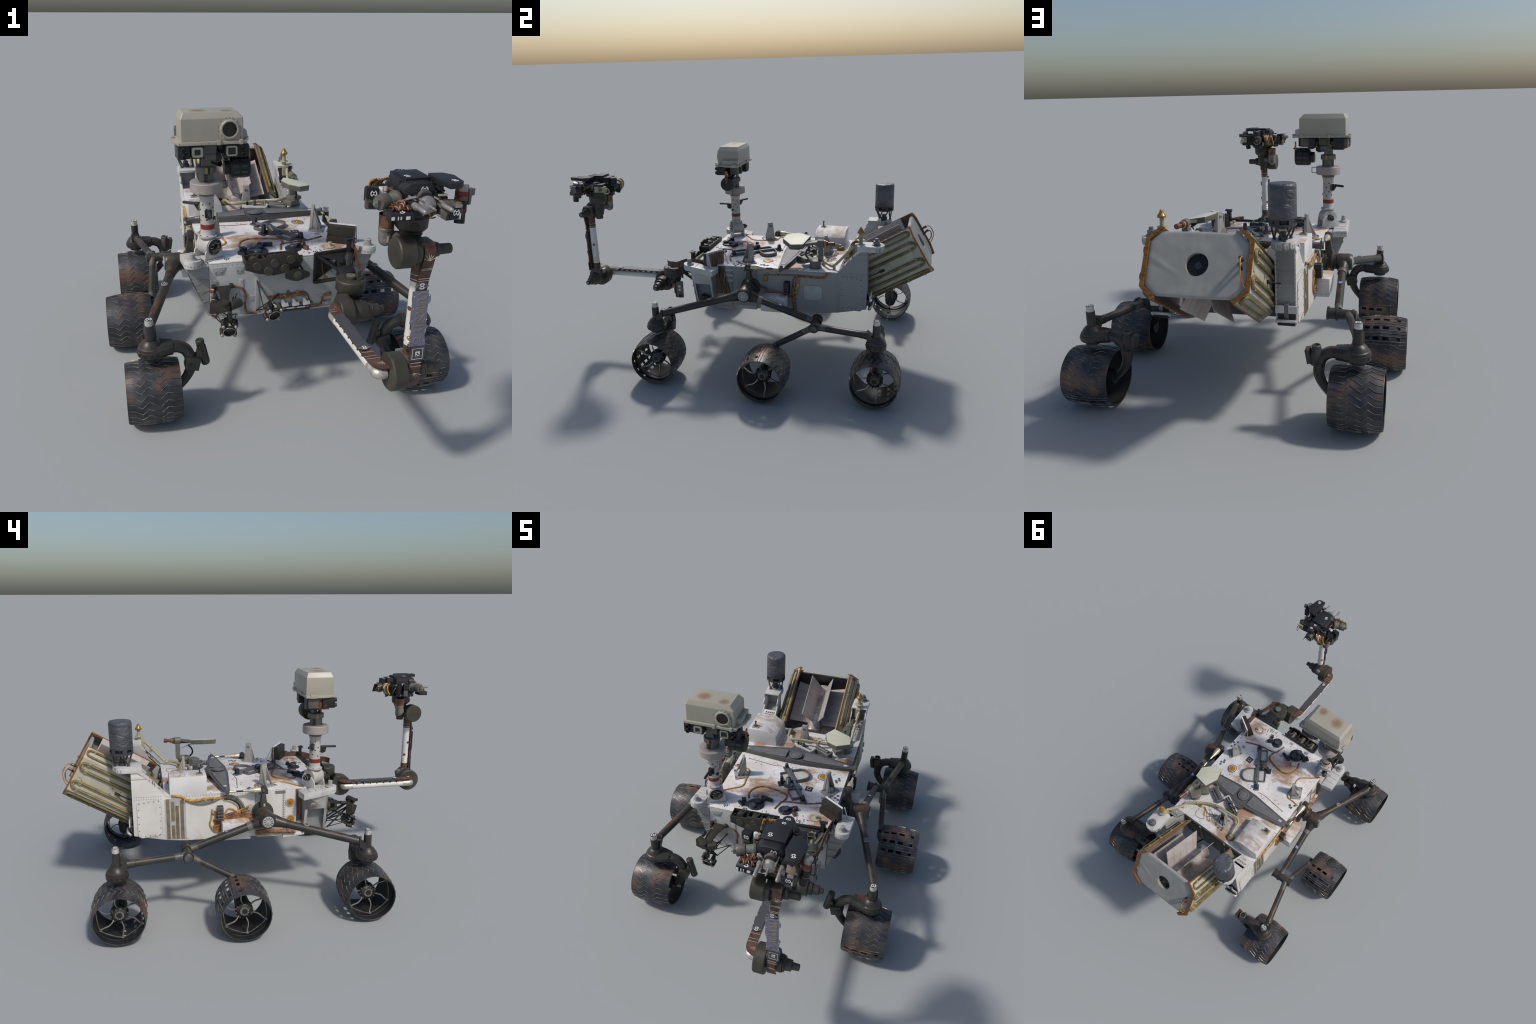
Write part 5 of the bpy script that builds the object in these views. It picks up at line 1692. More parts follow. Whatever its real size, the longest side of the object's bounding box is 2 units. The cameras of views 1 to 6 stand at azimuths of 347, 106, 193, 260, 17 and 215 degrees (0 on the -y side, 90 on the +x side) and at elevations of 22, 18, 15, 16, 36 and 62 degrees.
    h.lathe((-.0435, 0, 0), (1, 0, 0), [(0, .0115), (.002, .012)], "camera_black", 24)
    for i in range(12):
        a = 2 * math.pi * i / 12
        h.lathe((-.0435, .0175 * math.cos(a), .0175 * math.sin(a)), (-1, 0, 0), [(-.002, .0018), (.0008, .0014)], "panel_grey", 8)
    for i in range(16):
        a = 2 * math.pi * i / 16
        h.box((-.030, .0372 * math.cos(a), .0372 * math.sin(a)), (.010, .006, .006), "suspension_grey" if i % 2 else "camera_black", Matrix.Rotation(a, 3, "X"))
    hub = h.mesh("hub", 35)

    sp = B()
    # spoke leaves the hub radially, then swings back inboard towards the rim
    c = [(-.030, .036, .0), (-.036, .050, -.003), (-.040, .066, -.002), (-.042, .084, .006), (-.044, .098, .013), (-.047, .106, .012)]
    sp.tube([(x, r, t) for x, r, t in c], 0, "spoke_titanium", 4, 4, (.0062, .0046), (1, 0, 0))
    sp.torus((-.048, .103, .012), (1, 0, 0), .0052, .0020, "spoke_titanium", 12, 5)
    # connecting ring segment to the next spoke
    seg = []
    for i in range(7):
        t = i / 6
        a = math.radians(6.6 + 60 * t)
        r = .1045 - .0085 * math.sin(math.pi * t)
        seg.append((-.050, r * math.cos(a), r * math.sin(a)))
    sp.tube(seg, .0026, "spoke_titanium", 6, 2)
    spoke = sp.mesh("spoke", 40)
    return drum, grouser, hub, spoke

def make_wheels():
    drum, grouser, hub, spoke = wheel_parts()
    # (x, y, angle of the morse rows measured from +y toward up, as seen in the world)
    for x, y, row in ((-.538, -.397, -32), (.538, -.397, -148), (-.603, .203, 54.5), (.603, .203, 122), (-.538, .748, -122), (.538, .748, -57)):
        left = x < 0
        w = bpy.data.objects.new("wheel", drum)
        bpy.context.scene.collection.objects.link(w)
        w.parent = ROOT
        # right wheels are left wheels turned about the vertical
        spin = math.radians(row if left else 180 - row)
        M = Matrix.Rotation(0 if left else math.pi, 4, "Z") @ Matrix.Rotation(spin, 4, "X")
        w.matrix_local = Matrix.Translation((x, y, .1243)) @ M
        for k in range(22):
            o = bpy.data.objects.new("grouser", grouser)
            bpy.context.scene.collection.objects.link(o)
            o.parent = w
            o.rotation_euler = (math.radians(46 + 268 * k / 21), 0, 0)
        o = bpy.data.objects.new("hub", hub)
        bpy.context.scene.collection.objects.link(o)
        o.parent = w
        for k in range(6):
            o = bpy.data.objects.new("spoke", spoke)
            bpy.context.scene.collection.objects.link(o)
            o.parent = w
            o.rotation_euler = (math.radians(60 * k + 17 - (row if left else 180 - row)), 0, 0)

# ---------------------------------------------------------------- front instruments
def make_front():
    # bit box rack: slab with five round ports, cut to a stepped outline
    b = B()
    out = [(-.163, .589), (-.080, .594), (-.078, .605), (-.018, .608), (-.018, .616), (.037, .611), (.037, .597), (.062, .594), (.063, .574), (.044, .538), (-.010, .527), (-.051, .521), (-.110, .533), (-.163, .552)]
    b.prism([(x, -.324, z) for x, z in out], (0, .007, 0), "dark_olive")
    out2 = [(-.155, .586), (.05, .590), (.055, .572), (.038, .542), (-.05, .528), (-.105, .538), (-.155, .555)]
    b.prism([(x, -.318, z) for x, z in [(-.155, .57), (.05, .572), (.038, .542), (-.05, .528), (-.105, .538), (-.155, .555)]], (0, .052, 0), "dark_olive")
    b.prism([(x, -.262, z) for x, z in [(-.165, .590), (.060, .596), (.055, .545), (-.155, .55)]], (0, -.006, 0), "dark_olive")
    for x in (-.160, -.085, -.02, .052):
        b.box((x, -.292, .578), (.005, .056, .024), "dark_olive")
    rack = put("bit_rack", b, None, .001)
    p = B()
    for x, z in ((-.117, .563), (-.072, .541), (-.047, .571), (-.007, .546), (.016, .582)):
        p.lathe((x, -.323, z), (0, -1, 0), [(0, .0188), (.002, .0188), (.0035, .0172)], "olive_joint", 28)
    for x in (-.122, -.052, .016):
        p.cyl((x, -.312, .578), (x, -.272, .570), .019, "olive_joint", None, 18)
        p.cyl((x + .004, -.300, .585), (x + .02, -.275, .592), .006, "dark_olive")
    for x in (-.15, -.09, -.02, .04):
        p.tube([(x, -.318, .592), (x + .012, -.265, .575)], .0025, "dark_olive", 5)
    put("bit_port", p, rack)
    d = B()
    out = [(-.014, .535), (.014, .548), (.036, .551), (.058, .545), (.082, .533), (.086, .526), (.083, .516), (.06, .507), (.036, .501), (.014, .505), (-.012, .516)]
    d.prism([(x, -.352, z) for x, z in out], (0, .008, 0), "dark_olive")
    d.lathe((.037, -.351, .525), (0, -1, 0), [(0, .0178), (.003, .0178), (.004, .016)], "olive_joint", 28)
    for x in (.0, .035, .07):
        d.tube([(x, -.345, .525), (x - .01, -.266, .545)], .004, "dark_olive", 6)
    put("bit_port", d, rack)

    # left tower bracket with hazard camera box
    t = B()
    # tapering plate reaching forward, with two ears at the body
    t.prism([(-.279, -.268, .466), (-.262, -.300, .464), (-.2665, -.345, .461), (-.268, -.392, .458), (-.238, -.395, .458), (-.232, -.345, .461), (-.218, -.300, .464), (-.206, -.268, .466)], (0, 0, .006), "dark_olive")
    for x in (-.279, -.209):
        t.box((x, -.276, .474), (.012, .024, .012), "dark_olive")
    t.prism([(-.313, -.398, .466), (-.243, -.431, .464), (-.243, -.431, .446), (-.268, -.420, .432), (-.313, -.398, .422)], (.012, .030, 0), "dark_olive")
    ca = V(.92, .39, .04)
    t.lathe((-.241, -.428, .4635), ca, [(0, .013), (.002, .0170), (.042, .0170), (.045, .0140)], "dark_olive", 20)
    t.lathe((-.262, -.425, .474), (0, 0, 1), [(0, .018), (.007, .018)], "dark_olive", 18)
    t.lathe((-.285, -.345, .474), (0, -1, 0), [(0, .008), (.03, .008)], "dark_olive", 14)
    t.cyl((-.29, -.272, .462), (-.275, -.285, .462), .011, "copper_brown")
    for p, q in (((-.262, -.285, .40), (-.24, -.415, .47)), ((-.235, -.285, .37), (-.25, -.42, .455)), ((-.275, -.28, .345), (-.262, -.41, .46)), ((-.285, -.275, .43), (-.27, -.38, .465))):
        t.tube([p, q], .0045, "dark_olive", 6)
    t.prism([(-.25, -.42, .450), (-.25, -.445, .44), (-.25, -.432, .395), (-.25, -.425, .395)], (.012, 0, 0), "dark_olive")
    put("hazard_camera", t, None, .0008)

    # two four-legged target cups on struts
    for c, nrm, anchors in ((V(-.248, -.428, .357), V(-.10, -.93, -.34), ((-.29, -.272, .40), (-.20, -.270, .42), (-.19, -.268, .345), (-.285, -.268, .350), (-.193, -.30, .45))),
                            (V(-.063, -.385, .382), V(.12, -.93, -.34), ((-.105, -.268, .480), (-.105, -.268, .478), (-.108, -.268, .350), (-.015, -.268, .415), (-.04, -.268, .345)))):
        g = B()
        u, v, w = frame(nrm)
        g.lathe(c - w * .012, w, [(0, .012), (.003, .0225), (.012, .0245), (.015, .0245), (.0155, .021), (.006, .018), (.004, .002)], "dark_olive", 28, (True, False))
        g.lathe(c - w * .0095, w, [(0, .0205), (.002, .0195)], "steel_grey" if c.x < -.2 else "warm_grey", 24)
        g.torus(c + w * .003, w, .0227, .0016, "steel_grey", 28, 6)
        g.prism([c - w * .006 + u * .006, c - w * .006 + v * .003, c - w * .006 - u * .006, c - w * .006 - v * .003], w * .001, "camera_black")
        back = c - w * .055
        for a in (40, 130, 220, 310):
            dd = u * math.cos(math.radians(a)) + v * math.sin(math.radians(a))
            q = c + dd * .033 - w * .016
            g.lathe(q - w * .02, w, [(0, .0075), (.001, .0092), (.028, .0092), (.030, .006)], "dark_olive", 14)
            g.sphere(q + w * .014, .0072, "steel_grey", 12)
            g.tube([c + dd * .02 - w * .010, q - w * .006], .006, "dark_olive", 6)
            g.tube([q - w * .014, back + dd * .018], .0042, "dark_olive", 6)
        g.prism([back + u * .026, back - u * .016 + v * .022, back - u * .016 - v * .024], -w * .006, "camera_black")
        g.prism([back + u * .026, back - u * .016 + v * .022, c - w * .02], w * .003, "camera_black")
        tips = [back + u * .026, back + u * .024 + v * .004, back - u * .016 - v * .022, back - u * .016 + v * .022, back]
        for p, q in zip(anchors, tips):
            g.tube([V(*p), q], .0022, "cable_black", 6)
        g.tube([V(*anchors[0]), tips[3]], .0022, "cable_black", 6)
        g.tube([V(*anchors[2]), tips[0]], .0022, "cable_black", 6)
        put("target_cup", g, None, 0)

    # white latches with their wiring
    l = B()
    l.box((.03, -.272, .343), (.165, .018, .010), "dark_olive")
    l.box((.03, -.274, .351), (.155, .014, .006), "mark_white")
    l.box((.03, -.273, .357), (.155, .016, .005), "cable_black")
    for k, x in enumerate((-.040, .008, .053, .098)):
        l.box((x, -.276, .366), (.030, .014, .014), "mark_white", Matrix.Rotation(-.1, 3, "Y"))
        l.prism([(x - .014, -.279, .372), (x + .006, -.279, .372), (x - .002, -.279, .384), (x - .006, -.279, .390), (x - .012, -.279, .392), (x - .015, -.279, .388)], (0, .010, 0), "mark_white")
        l.box((x + .022, -.274, .362), (.012, .012, .010), "deck_steel")
        l.box((x, -.275, .351), (.012, .014, .005), "orange_gold")
    put("latch_row", l, None, .0006)
    h = B()
    yy = -.269
    for k in range(5):
        o = .0035 * k
        h.tube([(-.058, yy, .392 + o), (-.02, yy - .003, .396 + o), (.02, yy - .002, .394 + o), (.06, yy - .003, .398 + o), (.095, yy, .398 + o * .8), (.112, yy, .385), (.114, yy, .352)], .003, rng.choice(("cable_brown", "copper_brown")), 6, 4)
    for x, z in ((-.012, .41), (.023, .421), (.062, .417), (.085, .412), (-.04, .408), (.005, .408)):
        h.tube([(x - .006, yy, .398), (x - .004, yy - .005, z), (x + .004, yy - .005, z), (x + .008, yy, .398)], .0028, rng.choice(("cable_brown", "cable_ochre", "cable_brown")), 6, 4)
    for k in range(3):
        h.tube([(.114, yy, .352 - .003 * k), (.14, yy, .349 - .002 * k), (.163, yy, .351), (.168, yy, .368 + .004 * k), (.178, yy, .382 + .004 * k), (.205, yy - .004, .388 + .005 * k)], .0028, "cable_brown", 6, 4)
    h.tube([(.166, yy, .365), (.185, yy, .361), (.205, yy, .364)], .0028, "cable_brown", 6, 4)
    h.tube([(-.205, yy, .463), (-.180, yy, .462), (-.160, yy, .447), (-.151, yy, .420), (-.154, yy, .385), (-.150, yy, .355), (-.142, yy, .345), (-.105, yy, .338)], .0045, "cable_brown", 7, 5)
    h.tube([(-.29, yy, .352), (-.27, yy, .340)], .004, "cable_brown", 6)
    put("front_wiring", h)


# ---------------------------------------------------------------- robotic arm
def ragged(b, axis_pts, half, th, mat, up, side, seed, amp=.004, n=22):
    """thin cover plate with a ragged long edge"""
    r = random.Random(seed)
    p0, p1 = V(*axis_pts[0]), V(*axis_pts[1])
    up, side = V(*up), V(*side)
    L, Rr = [], []
    off = [0., 0.]
    for i in range(n + 1):
        t = i / n
        for k, lst in ((0, L), (1, Rr)):
            if r.random() < .35:
                off[k] = r.uniform(-amp, amp)
            lst.append(p0.lerp(p1, t) + side * (half + off[k] + r.uniform(-.0008, .0008)) * (1 if k else -1))
    for i in range(n):
        b.prism([L[i], Rr[i], Rr[i + 1], L[i + 1]], up * th, mat)

def diamond(b, c, side, along, up, w=.022, h=.012):
    c, side, along, up = V(*c), V(*side), V(*along), V(*up)
    b.prism([c + side * w, c + side * w * .35 + along * h, c - side * w * .35 + along * h, c - side * w, c - side * w * .35 - along * h, c + side * w * .35 - along * h], up * .002, "plate_dark")
    for s in (-1, 1):
        for k in (-.35, 0, .35):
            b.tube([c + side * s * w * .92 + along * h * k * .2 + up * .0022, c + side * s * w * .5 + along * h * k + up * .0022], .0006, "steel_grey", 4)
    roundel(b, c + up * .0021, up, .0098, "mark_white", None, side)

def text_mesh(txt, size, name, depth=.0006):
    cu = bpy.data.curves.new(name, "FONT")
    cu.body = txt
    cu.size = size
    cu.extrude = depth
    cu.align_x = "CENTER"
    cu.align_y = "CENTER"
    o = bpy.data.objects.new(name, cu)
    bpy.context.scene.collection.objects.link(o)
    bpy.context.view_layer.update()
    me = bpy.data.meshes.new_from_object(o.evaluated_get(bpy.context.evaluated_depsgraph_get()))
    bpy.data.objects.remove(o)
    bpy.data.curves.remove(cu)
    return me

def outline_text(b, txt, size, origin, right, up, nrm, mat, r, stretch=1.):
    """letters drawn as raised outlines, from the built-in font's own contours"""
    me = text_mesh(txt, 1., "lettering", 0)
    xs = [v.co.x for v in me.vertices]
    ys = [v.co.y for v in me.vertices]
    sx, sy = size[0] / (max(xs) - min(xs)), size[1] / (max(ys) - min(ys))
    mxx, mxy = (max(xs) + min(xs)) / 2, (max(ys) + min(ys)) / 2
    for v in me.vertices:
        v.co.x = (v.co.x - mxx) * sx
        v.co.y = (v.co.y - mxy) * sy
    bm = bmesh.new()
    bm.from_mesh(me)
    bpy.data.meshes.remove(me)
    bmesh.ops.remove_doubles(bm, verts=bm.verts, dist=1e-6)
    edges = [e for e in bm.edges if len(e.link_faces) == 1]
    adj = {}
    for e in edges:
        for a, c in ((e.verts[0], e.verts[1]), (e.verts[1], e.verts[0])):
            adj.setdefault(a.index, []).append(c.index)
    bm.verts.ensure_lookup_table()
    co = {v.index: v.co.copy() for v in bm.verts}
    bm.free()
    o, right, up, nrm = V(*origin), V(*right), V(*up), V(*nrm)
    seen = set()
    for s in adj:
        if s in seen:
            continue
        loop, cur, prev = [s], s, None
        seen.add(s)
        while True:
            nx = [k for k in adj[cur] if k != prev and (k not in seen or k == s)]
            if not nx or nx[0] == s:
                break
            prev, cur = cur, nx[0]
            seen.add(cur)
            loop.append(cur)
        pts = [o + right * co[k].x + up * co[k].y * stretch for k in loop]
        keep = [pts[0]]
        for p in pts[1:]:
            if (p - keep[-1]).length > .0011:
                keep.append(p)
        if len(keep) > 2:
            b.tube(keep + [keep[0]], 0, mat, 4, 0, (r, .0010), None)
    return b

def make_arm():
    X = V(1, 0, 0)
    # shoulder bracket: black triangular frame on the front face
    b = B()
    def beam(p, q, w, h, mat="camera_black", hint=(0, 0, 1)):
        b.tube([V(*p), V(*q)], 0, mat, 4, 0, (w, h), hint)
    beam((.132, -.270, .575), (.132, -.270, .448), .012, .010, "camera_black", (1, 0, 0))
    beam((.132, -.272, .572), (.285, -.268, .580), .014, .012)
    beam((.135, -.272, .568), (.222, -.352, .515), .012, .010)
    beam((.132, -.272, .452), (.222, -.352, .497), .014, .010)
    beam((.285, -.268, .575), (.232, -.36, .515), .016, .014)
    beam((.270, -.268, .46), (.232, -.36, .495), .016, .012)
    b.prism([(.20, -.33, .535), (.262, -.33, .545), (.262, -.375, .53), (.20, -.375, .52)], (0, 0, -.05), "camera_black")
    b.prism([(.135, -.268, .568), (.262, -.266, .572), (.225, -.33, .548)], (0, 0, .004), "camera_black")
    b.prism([(.14, -.2665, .562), (.14, -.2665, .458), (.20, -.2665, .50), (.262, -.2665, .56)], (0, -.002, 0), "cable_black")
    b.cyl((.19, -.285, .548), (.205, -.315, .548), .012, "camera_black")
    b.box((.225, -.29, .535), (.04, .05, .04), "shroud_dark")
    b.tube([(.14, -.274, .566), (.152, -.276, .556), (.158, -.28, .53), (.160, -.28, .505), (.170, -.284, .478)], .0022, "orange_gold", 6, 4)
    b.box((.172, -.286, .474), (.016, .008, .012), "gold_tip", Matrix.Rotation(.3, 3, "Y"))
    b.tube([(.15, -.275, .55), (.19, -.31, .507)], .0015, "steel_grey", 5)
    b.box((.268, -.277, .600), (.020, .016, .050), "camera_black", rotz(-20))
    b.prism([(.248, -.268, .622), (.288, -.268, .625), (.290, -.290, .630), (.254, -.292, .628)], (0, 0, .004), "camera_black")
    arm = put("robotic_arm", b, None, .001)
    t = B()
    t.tube([(.300, -.150, .575), (.300, -.205, .578), (.293, -.255, .580), (.288, -.300, .576), (.283, -.33, .566), (.280, -.36, .553), (.276, -.40, .546)], 0, "brown_tape", 4, 4, (.034, .004), (0, 0, 1))
    t.tube([(.283, -.36, .552), (.272, -.405, .550), (.258, -.432, .548), (.238, -.446, .546)], 0, "brown_tape", 4, 4, (.030, .004), (0, 0, 1))
    t.tube([(.305, -.20, .59), (.301, -.235, .57), (.298, -.262, .53), (.287, -.275, .50)], 0, "brown_tape", 4, 4, (.020, .004), (0, 1, 0))
    put("ribbon_cable", t, arm)
    # azimuth actuator
    a = B()
    c = V(.226, -.416, 0)
    a.lathe(c + V(0, 0, .455), (0, 0, 1), [(0, .038), (.006, .044), (.018, .052), (.026, .057), (.064, .057), (.067, .054)], "olive_joint", 36)
    a.lathe(c + V(0, 0, .521), (0, 0, 1), [(0, .021), (.013, .021), (.014, .018)], "olive_joint", 20)
    a.lathe(c + V(0, 0, .5345), (0, 0, 1), [(0, .018), (.001, .0175)], "green_grey", 20)
    for k in range(11):
        q = 2 * math.pi * k / 11
        a.lathe(c + V(.045 * math.cos(q), .045 * math.sin(q), .452), (0, 0, 1), [(0, .005), (.008, .006)], "dark_olive", 8)
    a.lathe(c + V(0, 0, .425), (0, 0, 1), [(0, .029), (.006, .031), (.030, .033)], "olive_joint", 26)
    a.lathe(c + V(.0, .005, .395), (0, 0, 1), [(0, .022), (.03, .024)], "orange_gold", 20)
    a.lathe(c + V(.0, .012, .338), (0, 0, 1), [(0, .0145), (.024, .0155), (.025, .020), (.060, .021)], "olive_joint", 22)
    a.box(c + V(.042, .046, .400 ), (.012, .036, .094), "deck_steel")
    a.box(c + V(.049, .046, .42), (.002, .014, .012), "mark_white")
    a.box(c + V(.049, .046, .40), (.002, .014, .012), "mark_white")
    a.lathe(c + V(.048, .046, .362), (1, 0, 0), [(0, .010), (.002, .009)], "camera_black", 14)
    a.box(c + V(.025, .03, .42), (.04, .03, .03), "dark_olive")
    put("shoulder_azimuth", a, arm, .0012)
    # elevation joint
    e = B()
    ey, ez = -.492, .419
    e.lathe((.150, ey, ez), X, [(0, .056), (.004, .060), (.048, .060), (.052, .057)], "olive_joint", 24)
    e.prism([(.153, ey - .02, ez + .056), (.153, ey + .030, ez + .066), (.153, ey + .052, ez + .03), (.153, ey + .052, ez - .02), (.153, ey, ez - .03)], (.044, 0, 0), "olive_joint")
    e.box((.225, -.455, .428), (.045, .045, .05), "dark_olive")
    for dx in (-.012, .004, .020):
        e.box((.226 + dx, -.475, .438), (.009, .03, .03), "deck_steel")
    e.lathe((.200, ey, ez), X, [(0, .036), (.004, .0385), (.062, .0375), (.064, .030), (.078, .029), (.079, .0235), (.112, .0215), (.114, .0145), (.131, .0135)], "olive_joint", 28)
    e.torus((.281, ey, ez), X, .0275, .002, "dark_olive", 24, 6)
    e.lathe((.3312, ey, ez), X, [(0, .0098), (.001, .0098)], "mark_black", 16)
    for k in (-1, 1):
        for m in (-1, 1):
            e.box((.3325, ey + k * .0035, ez + m * .0035), (.001, .004, .004), "mark_white")
    put("shoulder_elevation", e, arm, .001)

    # upper arm
    u = B()
    ux, uz = .127, .4205
    u.lathe((ux, -.535, uz), (0, -1, 0), [(0, .0165), (.325, .0165)], "arm_white", 24)
    def elbow_wrap(y, sgn):
        pts = [V(ux + .028, y, uz), V(ux + .012, y, uz)] + [V(ux + .010 - .010 * math.sin(q), y + sgn * (.012 - .012 * math.cos(q)) , uz) for q in (.5, 1.0, 1.45)] + [V(ux, y + sgn * .03, uz), V(ux, y + sgn * .052, uz)]
        u.tube(pts, .0185, "silver_wrap", 18, 3)
    elbow_wrap(-.498, -1)
    elbow_wrap(-.906, 1)
    for k in range(7):
        y = -.575 - .040 * k
        u.box((ux - .0125, y, uz + .0140), (.006, .005, .005), "cable_black")
    ua = put("upper_arm", u, arm)
    r = B()
    r.tube([(ux + .038, -.487, uz + .030), (ux + .016, -.492, uz + .030), (ux + .004, -.506, uz + .0295), (ux, -.53, uz + .029), (ux, -.70, uz + .028), (ux, -.86, uz + .028), (ux + .006, -.893, uz + .0285), (ux + .02, -.905, uz + .029), (ux + .036, -.908, uz + .029)], 0, "brown_tape", 4, 3, (.040, .005), (1, 0, 0))
    for y in (-.52, -.535, -.825, -.850, -.865):
        r.box((ux, y, uz + .031), (.041, .0018, .0012), "pale_line")
    for k in range(5):
        q = math.radians(15 + 35 * k * .55)
        r.tube([(ux + .022, -.89, uz + .0315), (ux + .022 - .020 * math.cos(q), -.89 - .016 * math.sin(q), uz + .0315)], .0010, "pale_line", 4)
        r.tube([(ux + .022, -.51, uz + .0315), (ux + .022 - .020 * math.cos(q), -.51 + .016 * math.sin(q), uz + .0315)], .0010, "pale_line", 4)
    for y in [-.54 - .035 * k for k in range(9)]:
        r.box((ux, y, uz + .018), (.010, .012, .018), "cable_black")
    put("ribbon_cable", r, ua)
    g = B()
    ragged(g, ((ux - .002, -.560, uz + .0312), (ux - .002, -.797, uz + .0312)), .0205, .0018, "plate_dark", (0, 0, 1), (1, 0, 0), 5, .0035, 26)
    diamond(g, (ux - .002, -.804, uz + .0335), (1, 0, 0), (0, 1, 0), (0, 0, 1))
    put("cover_plate", g, ua)

    # elbow
    j = B()
    jy, jz = -.908, .4245
    j.lathe((.158, jy, jz), X, [(0, .056), (.004, .0605), (.044, .0605), (.048, .057)], "olive_joint", 28)
    j.lathe((.205, jy, jz), X, [(0, .030), (.012, .030), (.014, .036), (.064, .036), (.066, .030)], "olive_joint", 26)
    j.lathe((.268, jy, jz), X, [(0, .031), (.010, .031), (.011, .0255), (.015, .0245), (.036, .0225), (.037, .0155), (.066, .0135)], "olive_joint", 24)
    j.torus((.274, jy, jz), X, .0305, .003, "amber_foil", 26, 6)
    j.torus((.262, jy, jz), X, .0345, .0025, "dark_olive", 26, 6)
    j.lathe((.3342, jy, jz), X, [(0, .0098), (.001, .0098)], "mark_black", 16)
    for k in (-1, 1):
        for m in (-1, 1):
            j.box((.3356, jy + k * .0035, jz + m * .0035), (.001, .004, .004), "mark_white")
    j.loft([[(.200, jy - .030, jz + .005), (.258, jy - .030, jz + .005), (.258, jy + .032, jz + .005), (.200, jy + .032, jz + .005)],
            [(.200, jy - .028, jz + .042), (.252, jy - .028, jz + .042), (.252, jy + .034, jz + .042), (.200, jy + .034, jz + .042)],
            [(.206, jy - .020, jz + .058), (.246, jy - .020, jz + .058), (.246, jy + .026, jz + .058), (.206, jy + .026, jz + .058)]], "warm_grey")
    j.box((.216, jy + .038, jz + .038), (.026, .018, .024), "steel_grey")
    put("elbow_joint", j, arm, .0012)

    # forearm
    f = B()
    fx, fy = .2275, -.904
    f.lathe((fx, fy, .470), (0, 0, 1), [(0, .0195), (.045, .0195)], "brown_tape", 24)
    f.lathe((fx, fy, .515), (0, 0, 1), [(0, .0190), (.22, .0190)], "arm_white", 24)
    f.lathe((fx, fy, .728), (0, 0, 1), [(0, .0195), (.035, .0195), (.075, .022)], "brown_tape", 24)
    for q, z0, z1 in ((200, .62, .66), (150, .535, .60), (230, .520, .565), (300, .60, .63), (20, .60, .655)):
        d = V(math.cos(math.radians(q)), math.sin(math.radians(q)), 0)
        f.lathe(V(fx, fy, (z0 + z1) / 2) + d * .0135, d, [(0, .0085), (.0062, .0075)], "copper_brown" if q != 230 else "cable_ochre", 7)
    for z in (.53, .545, .735, .75):
        f.torus((fx, fy, z), (0, 0, 1), .0192, .0012, "silver_wrap", 24, 5)
    fa = put("forearm", f, arm)
    r = B()
    ry = -.930
    r.tube([(fx + .004, -.935, .385), (fx + .004, -.944, .40), (fx + .003, -.946, .424), (fx + .002, -.942, .452), (fx + .003, ry - .002, .475), (fx + .003, ry, .53), (fx + .003, ry, .70), (fx + .010, ry, .76), (fx + .016, ry - .002, .80), (fx + .016, ry - .004, .83), (fx + .015, ry + .008, .852)], 0, "brown_tape", 4, 3, (.034, .006), (1, 0, 0))
    for z in (.456, .468, .738, .745, .772, .776):
        r.box((fx + .006 + (.006 if z > .76 else 0), ry - .006 - (.008 if z < .47 else 0), z), (.035, .0014, .0016), "pale_line")
    for k in range(6):
        q = math.radians(20 + 28 * k)
        r.tube([(fx + .002, -.9495, .435), (fx + .002 + .022 * math.cos(q), -.948, .435 - .026 * math.sin(q) * .9)], .0011, "pale_line", 4)
        r.tube([(fx + .016, -.9375, .80), (fx + .016 + .020 * math.cos(q), -.9365, .80 + .024 * math.sin(q))], .0010, "pale_line", 4)
    for k in range(15):
        r.box((fx + rng.uniform(-.002, .006), ry + .008, .50 + .016 * k), (.028, .014, rng.uniform(.008, .014)), "cable_black")
    put("ribbon_cable", r, fa)
    g = B()
    py = ry - .0045
    ragged(g, ((fx + .006, py, .522), (fx + .003, py, .707)), .0265, .0018, "plate_lavender", (0, -1, 0), (1, 0, 0), 11, .0045, 20)
    diamond(g, (fx + .001, py - .0005, .722), (1, 0, 0), (0, 0, 1), (0, -1, 0), .023, .013)
    g.prism([(fx - .015, py - .003, .472), (fx + .032, py - .003, .472), (fx + .034, py - .003, .520), (fx - .013, py - .003, .522)], (0, -.002, 0), "plate_dark")
    for q in ((-.018, .018, 0), (.018, .018, 0)):
        pass
    o = V(fx + .0095, py - .0052, .497)
    sq = [o + V(x, 0, z) for x, z in ((-.017, -.018), (.017, -.018), (.017, .018), (-.017, .018))]
    g.tube(sq + [sq[0]], 0, "mark_white", 4, 0, (.0014, .0010), None)
    g.box(o, (.014, .0012, .016), "mark_white")
    for x, z in ((-.002, .003), (.003, -.003), (0, .0), (-.004, -.005)):
        g.box(o + V(x, -.0006, z), (.004, .0012, .0024), "mark_black")
    for z in (.54, .575, .61, .65, .69):
        for s in (-1, 1):
            rivet(g, (fx + .005 + s * .0235, py - .002, z), (0, -1, 0), .0016, "mark_white")
    cp = put("cover_plate", g, fa)
    w = B()
    outline_text(w, "CURIOSITY", (.134, .030), (fx + .006, py - .0025, .6345), (0, 0, -1), (1, 0, 0), (0, -1, 0), "letter_gold", .0010)
    for k in range(3):
        w.tube([(fx + .014 - .008 * k, py - .0024, .562 - .004 * k), (fx + .016 - .008 * k, py - .0024, .553), (fx + .012 - .008 * k, py - .0024, .548), (fx + .015 - .007 * k, py - .0024, .540)], .0007, "letter_gold", 4, 4)
    w.tube([(fx - .006, py - .0024, .545), (fx - .008, py - .0024, .535), (fx - .003, py - .0024, .530), (fx - .004, py - .0024, .538)], .0007, "letter_gold", 4, 4)
    put("lettering", w, fa)

    # wrist
    k = B()
    wy, wz = -.906, .8215
